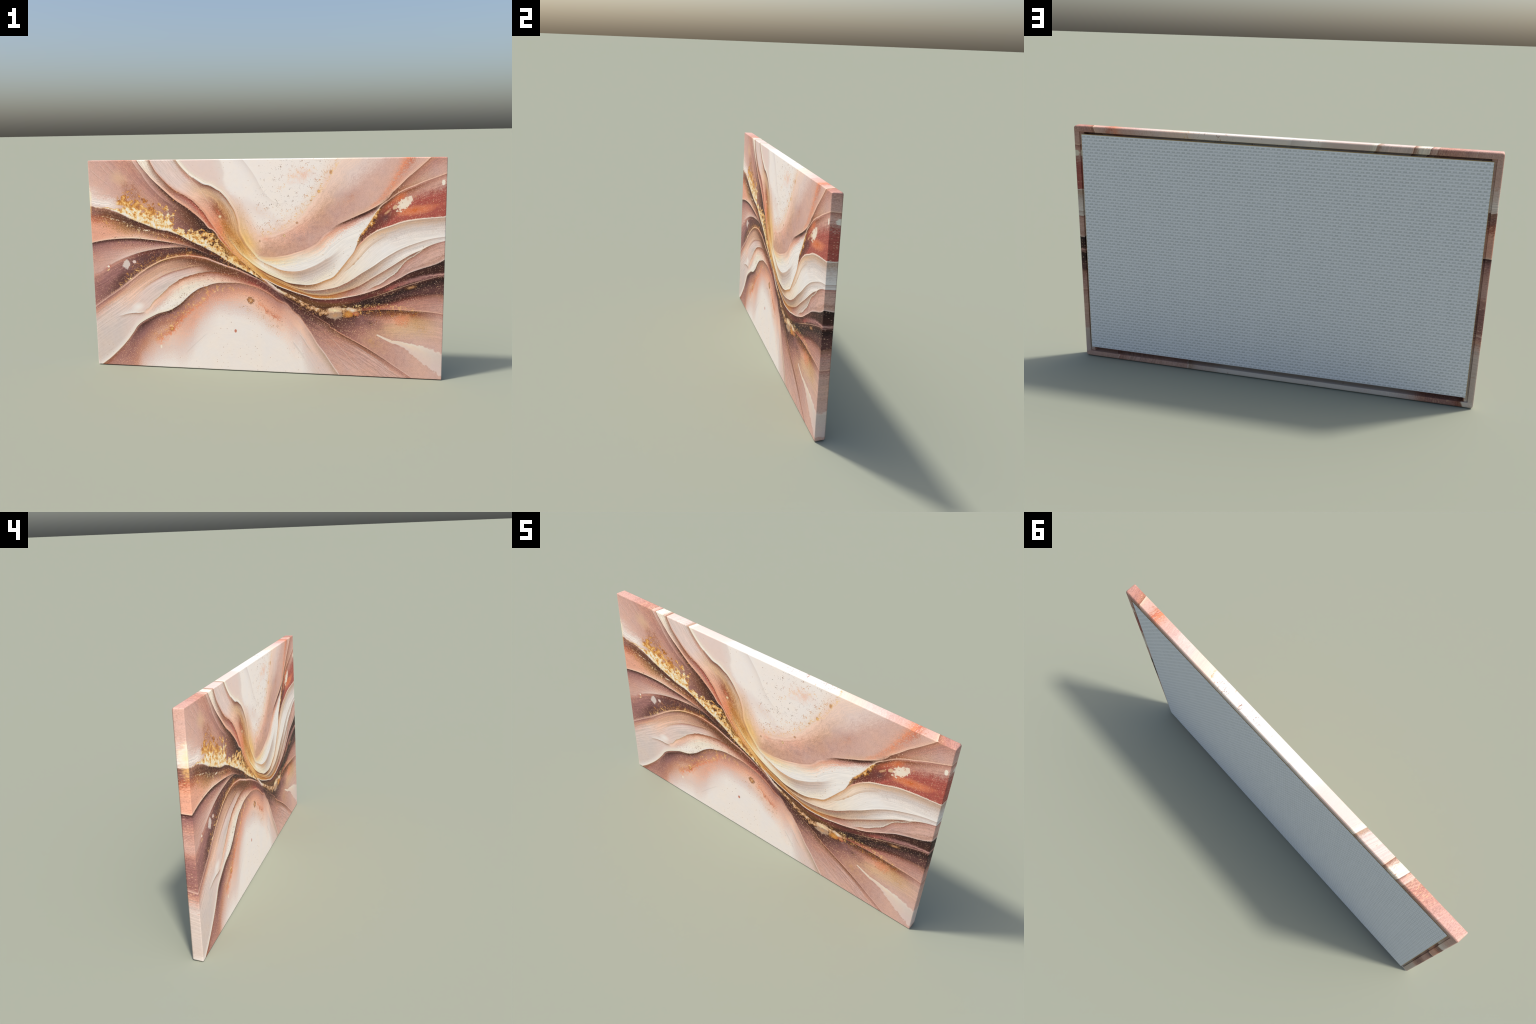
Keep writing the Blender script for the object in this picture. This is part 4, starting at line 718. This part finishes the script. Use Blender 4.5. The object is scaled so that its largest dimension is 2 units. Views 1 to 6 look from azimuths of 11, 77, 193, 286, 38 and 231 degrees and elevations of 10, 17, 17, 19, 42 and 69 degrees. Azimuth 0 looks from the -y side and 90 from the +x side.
patch("splat_small", centre=(-0.744, 0.629), size=(0.012, 0.01), turn=0, stops=[(0, 'blush', 1), (0.8, 'blush', 1), (1, 'blush', 0)], rough=0.6)
patch("splat_dot", centre=(-0.904, 0.598), size=(0.008, 0.007), turn=0, stops=[(0, 'cream', 1), (0.8, 'cream', 1), (1, 'cream', 0)], rough=0.2)
patch("splat_tail", centre=(-0.905, 0.578), size=(0.012, 0.005), turn=40, stops=[(0, 'honey', 1), (0.8, 'tan', 1), (1, 'tan', 0)], rough=0.3)
patch("paint_chip", centre=(0.784, 0.968), size=(0.052, 0.026), turn=38, stops=[(0, 'cream', 1), (0.88, 'peachpale', 1), (1, 'tan', 0)], rough=1.1)
patch("paint_chip_small", centre=(0.734, 0.95), size=(0.016, 0.01), turn=45, stops=[(0, 'tan', 1), (0.85, 'tan', 1), (1, 'tan', 0)], rough=0.5)
patch("paint_chip_trail", centre=(0.696, 0.925), size=(0.024, 0.007), turn=40, stops=[(0, 'tan', 0.8), (0.8, 'camel', 0.7), (1, 'camel', 0)], rough=0.9)
patch("paint_chip_edge", centre=(0.982, 1.081), size=(0.009, 0.016), turn=0, stops=[(0, 'cream', 1), (0.85, 'cream', 1), (1, 'cream', 0)], rough=0.5)
patch("red_dot", centre=(-0.151, 0.236), size=(0.0085, 0.012), turn=0, stops=[(0, 'rosewood', 1), (0.6, 'russet', 1), (1, 'russet', 0)], rough=0)
patch("gold_nub", centre=(-0.06, 0.417), size=(0.021, 0.025), turn=0, stops=[(0, 'tan', 1), (0.4, 'ochre', 0.95), (0.8, 'olive', 0.8), (1, 'olive', 0)], rough=0.8)
patch("gold_nub_left", centre=(-0.531, 0.236), size=(0.018, 0.018), turn=0, stops=[(0, 'honey', 1), (0.4, 'ochre', 0.9), (0.8, 'russet', 0.6), (1, 'russet', 0)], rough=0.8)
patch("gold_nub_top", centre=(0.392, 1.139), size=(0.01, 0.016), turn=0, stops=[(0, 'ochre', 0.9), (0.6, 'camel', 0.8), (1, 'tan', 0)], rough=0.8)
patch("nub", centre=(-0.227, 0.895), size=(0.01, 0.01), turn=0, stops=[(0, 'butter', 1), (0.7, 'tan', 0.9), (1, 'tan', 0)], rough=0.6)
patch("nub", centre=(0.136, 0.791), size=(0.008, 0.01), turn=0, stops=[(0, 'butter', 1), (0.7, 'camel', 0.9), (1, 'camel', 0)], rough=0.5)
patch("nub", centre=(-0.002, 0.759), size=(0.006, 0.008), turn=0, stops=[(0, 'tan', 1), (0.7, 'mocha', 0.7), (1, 'mocha', 0)], rough=0.5)
patch("nub", centre=(0.327, 1.036), size=(0.01, 0.01), turn=0, stops=[(0, 'honey', 1), (0.7, 'camel', 0.9), (1, 'camel', 0)], rough=0.9)
patch("nub", centre=(0.284, 0.986), size=(0.009, 0.005), turn=0, stops=[(0, 'mocha', 0.9), (0.7, 'camel', 0.7), (1, 'camel', 0)], rough=0.6)
patch("nub", centre=(0.207, 0.863), size=(0.009, 0.008), turn=0, stops=[(0, 'camel', 0.9), (0.7, 'mocha', 0.7), (1, 'mocha', 0)], rough=0.8)
patch("nub", centre=(-0.6, 0.124), size=(0.006, 0.012), turn=0, stops=[(0, 'cream', 1), (0.8, 'cream', 0.9), (1, 'cream', 0)], rough=0.4)
leaf("glitter_sweep",
     path=[(-0.025, 0.777), (0.107, 0.815), (0.209, 0.881), (0.264, 0.945), (0.354, 1.044), (0.407, 1.133), (0.443, 1.203)],
     heights=[(0, 0.06), (0.5, 0.06), (1, 0.05)], tone='gold', gain=0.52, fine=True)
leaf("glitter_arch",
     path=[(-0.645, 0.138), (-0.544, 0.22), (-0.494, 0.273), (-0.444, 0.325), (-0.378, 0.378), (-0.33, 0.4), (-0.295, 0.447), (-0.201, 0.462), (-0.078, 0.447)],
     heights=[(0, 0.05), (0.5, 0.06), (1, 0.04)], tone='gold', gain=0.5, fine=True)
leaf("glitter_ridge",
     path=[(-0.844, 0.465), (-0.758, 0.532), (-0.691, 0.581), (-0.625, 0.619), (-0.56, 0.648), (-0.495, 0.665), (-0.432, 0.671), (-0.369, 0.669)],
     heights=[(0, 0.01), (0.4, 0.045), (0.7, 0.03), (1, 0.03)], tone='gold', gain=0.6, fine=True)
leaf("glitter_channel",
     path=[(-0.28, 0.783), (-0.238, 0.728), (-0.19, 0.674), (-0.129, 0.627), (-0.06, 0.579)],
     heights=[(0, 0.06), (0.5, 0.05), (1, 0.02)], tone='gold', gain=0.8, fine=True)
leaf("glitter_channel_low",
     path=[(-0.28, 0.783), (-0.238, 0.728), (-0.19, 0.674), (-0.129, 0.627), (-0.06, 0.579)],
     heights=[(0, -0.06), (0.5, -0.05), (1, -0.02)], tone='gold', gain=0.7, fine=True)
leaf("glitter_bank",
     path=[(-0.952, 0.894), (-0.839, 0.876), (-0.743, 0.842), (-0.617, 0.807), (-0.491, 0.777)],
     heights=[(0, -0.05), (0.5, -0.05), (1, -0.03)], tone='olive', gain=0.5, fine=True)
leaf("glitter_stream",
     path=[(0.449, 0.403), (0.566, 0.412), (0.652, 0.421), (0.767, 0.412), (0.88, 0.389)],
     heights=[(0, -0.07), (0.5, -0.07), (1, -0.03)], tone='gold', gain=0.5, fine=True)
patch("edge_leaf", centre=(-1.0, 1.005), size=(0.016, 0.075), turn=0, stops=[(0, 'butter', 0.9), (0.6, 'cream', 0.8), (1, 'honey', 0)], rough=0.9)
patch("edge_gold", centre=(-1.0, 0.93), size=(0.012, 0.05), turn=0, stops=[(0, 'honey', 0.8), (0.6, 'honey', 0.6), (1, 'honey', 0)], rough=0.9, grain=True)
patch("pink_veil", centre=(-0.009, 0.928), size=(0.16, 0.05), turn=-30, stops=[(0, 'blush', 0.6), (1, 'blush', 0)], rough=0.6)
patch("rust_veil", centre=(0.229, 1.123), size=(0.1, 0.05), turn=10, stops=[(0, 'peach', 0.8), (0.5, 'peach', 0.5), (1, 'peach', 0)], rough=0.9, grain=True)
leaf("dark_spatter",
     path=[(-0.154, 0.366), (-0.08, 0.337), (-0.019, 0.305), (0.036, 0.263), (0.081, 0.212)],
     heights=[(0, 0.03), (0.5, 0.05), (1, 0.03)], tone='umber', gain=0.3, fine=True)
leaf("dark_spatter_top",
     path=[(-0.038, 0.943), (0.021, 0.89), (0.08, 0.876), (0.139, 0.891), (0.199, 0.944)],
     heights=[(0, 0.03), (0.5, 0.05), (1, 0.03)], tone='olive', gain=0.22, fine=True)
leaf("rust_spatter",
     path=[(0.096, 1.016), (0.135, 1.043), (0.185, 1.103), (0.272, 1.137), (0.359, 1.145)],
     heights=[(0, 0.03), (0.5, 0.05), (1, 0.03)], tone='gold', gain=0.28, fine=True)

def spatter(PLANE, canvas, SHARED):
    """fine specks: pale on the dark paint, dark on the pale paint, in drifts; then the print's grain"""
    CANVAS[0] = canvas
    sep = K.node("RGBToBW"); K.put(sep.inputs[0], canvas)
    add = K.node("VectorMath", operation='ADD'); K.put(add.inputs[0], PLANE)
    K.put(add.inputs[1], K.vec(K.math('MULTIPLY', sep.outputs[0], 1e-12), 0.0))
    PLANE = add.outputs[0]
    bw = K.node("RGBToBW"); K.put(bw.inputs[0], CANVAS[0]); lum = bw.outputs[0]
    drift = pick_noise(SHARED, 6)
    for scale, few, lo, hi, tint_a, tint_b, size in ((120.0, 1.03, 0.50, 0.20, 'blush', 'honey', 0.27),
                                                 (230.0, 0.84, 0.62, 0.25, 'peach', 'tan', 0.36),
                                                 (80.0, 1.06, 0.45, 0.75, 'mocha', 'camel', 0.16)):
        v = K.node("TexVoronoi", voronoi_dimensions='2D', feature='F1')
        K.put(v.inputs["Vector"], PLANE); v.inputs["Scale"].default_value = scale
        pick = K.node("SeparateColor"); K.put(pick.inputs[0], v.outputs["Color"])
        few_here = K.math('MULTIPLY_ADD', drift, -0.9, few+0.35)
        on = K.math('GREATER_THAN', pick.outputs[0], few_here)
        r = K.math('MULTIPLY', pick.outputs[1], size)
        dot = K.span(K.math('SUBTRACT', v.outputs["Distance"], r), -0.05, 0.12, 1.0, 0.0)
        cov = K.math('MULTIPLY', K.math('MULTIPLY', on, dot), K.span(lum, lo, hi))
        lay(K.mix(pick.outputs[2], pigment(tint_a), pigment(tint_b)), K.math('MULTIPLY', cov, 0.75))
    # warm and cool washes, then the glitter grain of the print (strong in the middle tones)
    wash = K.node("ValToRGB"); K.put(wash.inputs[0], K.mixf(0.4, pick_noise(SHARED, 6), pick_noise(SHARED, 20)))
    el = wash.color_ramp.elements
    el[0].position, el[0].color = 0.36, (0.95, 0.945, 0.955, 1)
    el[1].position, el[1].color = 0.64, (1.025, 0.965, 0.89, 1)
    tinted = K.node("Mix", data_type='RGBA', blend_type='MULTIPLY')
    K.put(tinted.inputs[0], K.span(lum, 0.72, 0.45, 0.45, 1.0)); K.put(tinted.inputs[6], CANVAS[0]); K.put(tinted.inputs[7], wash.outputs[0])
    speck = K.mixf(0.35, K.noise(PLANE, 300.0, 1.0, 0.7), pick_noise(SHARED, 50))
    glint = K.node("ValToRGB"); K.put(glint.inputs[0], speck)
    el = glint.color_ramp.elements
    el[0].position, el[0].color = 0.36, (0.72, 0.63, 0.60, 1)
    el[1].position, el[1].color = 0.64, (1.0, 0.97, 0.93, 1)
    el.new(0.5).color = (0.90, 0.87, 0.85, 1)
    lively = K.node("Mix", data_type='RGBA', blend_type='MULTIPLY')
    K.put(lively.inputs[0], K.span(lum, 0.72, 0.42, 0.12, 1.0)); K.put(lively.inputs[6], tinted.outputs[2]); K.put(lively.inputs[7], glint.outputs[0])
    hs = K.node('HueSaturation'); hs.inputs['Saturation'].default_value = 1.0; K.put(hs.inputs['Color'], lively.outputs[2])
    return K.scale(hs.outputs[0], K.math('MULTIPLY', K.span(lum, 0.02, 0.22, 0.82, 1.13), K.span(lum, 0.40, 0.72, 1.0, 0.86)))

REGIONS = []

def region_group(name, x0, x1, z0, z1):
    """one region of the canvas as a shader: the layers seen there, the spatter and the cloth"""
    m = 0.012
    here = (GX > x0-m) & (GX < x1+m) & (GZ > z0-m) & (GZ < z1+m)
    bare, seen = np.ones(here.sum()), []
    for g, most, least in reversed(LAYERS):
        if (most[here]*bare).max() > 0.012: seen.append(g)
        bare = bare*(1-least[here])
    seen.reverse()
    r = bpy.data.node_groups.new(name, "ShaderNodeTree")
    sockets(r, SHARED)
    r.interface.new_socket("Lip", in_out='INPUT', socket_type='NodeSocketFloat')
    r.interface.new_socket("Paint", in_out='OUTPUT', socket_type='NodeSocketShader')
    keep, K.tree = K.tree, r
    gi, go = r.nodes.new("NodeGroupInput"), r.nodes.new("NodeGroupOutput")
    canvas = gi.outputs[1]
    for g in seen:
        n = K.node("Group"); n.node_tree = g
        for i in range(2+len(SHARED)): K.put(n.inputs[i], canvas if i == 1 else gi.outputs[i])
        canvas = n.outputs[0]
    col = spatter(gi.outputs[0], canvas, [gi.outputs[2+i] for i in range(len(SHARED))])
    tint = K.node("Mix", data_type='RGBA', blend_type='MULTIPLY')     # print multiplied darker and browner on the folded lip and turned-in strips
    K.put(tint.inputs[0], gi.outputs[2+len(SHARED)]); K.put(tint.inputs[6], col); tint.inputs[7].default_value = (0.68, 0.64, 0.58, 1)
    grey = K.node("HueSaturation"); K.put(grey.inputs["Color"], tint.outputs[2])
    K.put(grey.inputs["Saturation"], K.span(gi.outputs[2+len(SHARED)], 0.0, 1.0, 1.0, 0.92))
    b = K.node("BsdfPrincipled")
    K.put(b.inputs["Base Color"], grey.outputs[0])
    b.inputs["Roughness"].default_value = 0.62
    b.inputs["Specular IOR Level"].default_value = 0.25
    r.links.new(b.outputs[0], go.inputs[0])
    K.tree = keep
    n = K.node("Group"); n.node_tree = r
    K.put(n.inputs[0], PLANE)
    # the primed ground differs invisibly from region to region, so that no two regions share work
    REGIONS.append(len(seen))
    n.inputs[1].default_value = (*(c*(1-2e-5*len(REGIONS)) for c in pigment('ivory')), 1)
    for i, v in enumerate(SHARED): K.put(n.inputs[2+i], v)
    K.put(n.inputs[2+len(SHARED)], LIP_MASK)
    return n.outputs[0]

def split(x0, x1, z0, z1, depth):
    """halve the canvas again and again; a shader mix chooses the half a point lies in"""
    if depth == 0: return region_group("canvas_region", x0, x1, z0, z1)
    wide = x1-x0 > (z1-z0)*1.05
    mid = (x0+x1)/2 if wide else (z0+z1)/2
    n = K.node("MixShader")
    K.put(n.inputs[0], K.math('GREATER_THAN', K.dot(PLANE, (1, 0, 0) if wide else (0, 1, 0)), mid))
    K.put(n.inputs[1], split(x0, mid if wide else x1, z0, z1 if wide else mid, depth-1))
    K.put(n.inputs[2], split(mid if wide else x0, x1, z0 if wide else mid, z1, depth-1))
    return n.outputs[0]

paint = split(-HALF, HALF, 0, TALL, 5)
print('layers per region', REGIONS)
K.tree.nodes.remove(K.bsdf)
K.put(next(n for n in K.tree.nodes if n.bl_idname == "ShaderNodeOutputMaterial").inputs[0], paint)

# ------------------------------------------------------------------ woven backing board
W = Kit("woven_backing")
def weave():
    o = W.node("TexCoord").outputs["Object"]
    s = W.node("SeparateXYZ"); W.put(s.inputs[0], o)
    PITCH, ROW = 0.0248, 0.0150
    r = W.math('DIVIDE', s.outputs[2], ROW)
    row = W.math('FLOOR', r)
    c = W.math('MULTIPLY_ADD', W.math('MODULO', row, 2.0), 0.5, W.math('DIVIDE', W.math('ADD', s.outputs[0], 2.0), PITCH))
    cell = W.math('FLOOR', c)
    u, v = W.math('FRACT', c), W.math('FRACT', r)
    # dark square between raised threads: a soft box in each cell
    bx = W.math('MULTIPLY', W.span(u, 0.01, 0.06), W.span(u, 0.60, 0.65, 1.0, 0.0))
    bz = W.math('MULTIPLY', W.span(v, 0.10, 0.18), W.span(v, 0.66, 0.74, 1.0, 0.0))
    box_ = W.math('MULTIPLY', bx, bz)
    rim = W.math('MULTIPLY', bz, W.math('ADD', W.math('MULTIPLY', W.span(u, 0.0, 0.05), W.span(u, 0.10, 0.15, 1.0, 0.0)),
                                        W.math('MULTIPLY', W.span(u, 0.54, 0.58), W.span(u, 0.61, 0.66, 1.0, 0.0))))
    under = W.math('MULTIPLY', W.span(u, 0.56, 0.60), W.math('MULTIPLY', W.span(v, 0.0, 0.04), W.span(v, 0.12, 0.18, 1.0, 0.0)))
    thread = W.math('MULTIPLY_ADD', W.math('SINE', W.math('MULTIPLY', s.outputs[0], 2200.0)), 0.5, 0.5)
    wn = W.node("TexWhiteNoise", noise_dimensions='2D')
    W.put(wn.inputs["Vector"], W.vec(cell, row))
    deep = W.math('MULTIPLY_ADD', wn.outputs["Value"], 0.5, 0.75)
    colm = W.node("TexNoise", noise_dimensions='2D')
    W.put(colm.inputs["Vector"], W.vec(W.math('MULTIPLY', s.outputs[0], 40.0), W.math('MULTIPLY', s.outputs[2], 3.0)))
    colm.inputs["Scale"].default_value = 1.0
    shade = W.math('MULTIPLY', W.math('MULTIPLY_ADD', box_, 0.48, W.math('MULTIPLY_ADD', rim, 0.36, W.math('MULTIPLY', under, 0.55))), deep)
    shade = W.math('MULTIPLY', shade, W.math('MULTIPLY_ADD', colm.outputs[0], 0.7, 0.65))
    shade = W.math('MULTIPLY_ADD', W.math('MULTIPLY', box_, thread), 0.12, shade, clamp=True)
    row_shade = W.math('MULTIPLY', W.span(v, 0.0, 0.12), W.span(v, 0.60, 0.78, 1.0, 0.0))
    shade = W.math('MULTIPLY_ADD', row_shade, 0.22, shade, clamp=True)
    col = W.mix(shade, (0.77, 0.77, 0.77), (0.50, 0.51, 0.50))
    W.put(W.bsdf.inputs["Base Color"], col)
    W.bsdf.inputs["Roughness"].default_value = 0.85
    W.bsdf.inputs["Specular IOR Level"].default_value = 0.15
    bump = W.node("Bump"); bump.inputs["Strength"].default_value = 0.35; bump.inputs["Distance"].default_value = 0.0015
    W.put(bump.inputs["Height"], W.math('SUBTRACT', 1.0, shade))
    W.put(W.bsdf.inputs["Normal"], bump.outputs[0])
weave()

def timber(name, dark, light, grain=60.0):
    T = Kit(name)
    o = T.node("TexCoord").outputs["Object"]
    m = T.node("Mapping"); T.put(m.inputs[0], o); m.inputs["Scale"].default_value = (2.0, 30.0, 2.0)
    n = T.node("TexNoise"); T.put(n.inputs["Vector"], m.outputs[0]); n.inputs["Scale"].default_value = grain/10; n.inputs["Detail"].default_value = 5
    T.put(T.bsdf.inputs["Base Color"], T.mix(n.outputs[0], dark, light))
    T.bsdf.inputs["Roughness"].default_value = 0.7
    return T.mat

rim_mat = timber("board_edge", (0.34, 0.22, 0.08), (0.60, 0.42, 0.17))
bar_mat = timber("stretcher_wood", (0.13, 0.07, 0.035), (0.24, 0.14, 0.07))

# ------------------------------------------------------------------ assembly
root = bpy.data.objects.new("canvas_picture", None)
bpy.context.scene.collection.objects.link(root)
root.location = (0, -LEAN*0.6, 0)
root.rotation_euler = (-LEAN, 0, 0)
root["label"] = "wide box canvas, flowing blush, mauve and gold abstract painting"
root["category"] = "canvas picture"

canvas = build_canvas(K.mat, root)

# turned-in cloth strips along both sides, just below the lip
bm = bmesh.new()
for sx in (-1, 1):
    a, b = sorted((sx*(HALF-0.0283), sx*(HALF-0.050)))
    box(bm, a, b, FRONT+0.0045, 0.0185, 0.0292, TALL-0.0218, 0.0015)
strip = new_mesh("turned_in_cloth", bm, K.mat, root)

# The backing board stands a little more upright than the leaning canvas: at the foot it stands
# proud of the lip, at the top it sinks into the frame.
PX, PZ0, PZ1 = 0.9607, 0.0594, 1.1739
def board_face(z): return 0.0374+(0.0256-0.0374)*(z-PZ0)/(PZ1-PZ0)
def lay_back(bm):
    for v in bm.verts: v.co.y += board_face(v.co.z)
bm = bmesh.new()
box(bm, -PX, PX, -0.0060, -0.0012, PZ0, PZ1, 0.0006); lay_back(bm)
board = new_mesh("backing_board", bm, rim_mat, root)
bm = bmesh.new()
box(bm, -PX+0.0022, PX-0.0022, -0.0016, 0.0, PZ0+0.0002, PZ1-0.0032, 0.0004); lay_back(bm)
cloth = new_mesh("woven_cloth", bm, W.mat, board)

# four stretcher bars hold the board; they sit back from the gap
for w, h, cx, cz in ((1.84, 0.05, 0, 0.115), (1.84, 0.05, 0, 1.105), (0.05, 0.93, -0.895, 0.61), (0.05, 0.93, 0.895, 0.61)):
    bm = bmesh.new()
    box(bm, cx-w/2, cx+w/2, 0.0, 1.0, cz-h/2, cz+h/2)
    for v in bm.verts: v.co.y = FRONT+0.0042 if v.co.y < 0.5 else board_face(v.co.z)-0.0061
    new_mesh("stretcher_bar", bm, bar_mat, root)
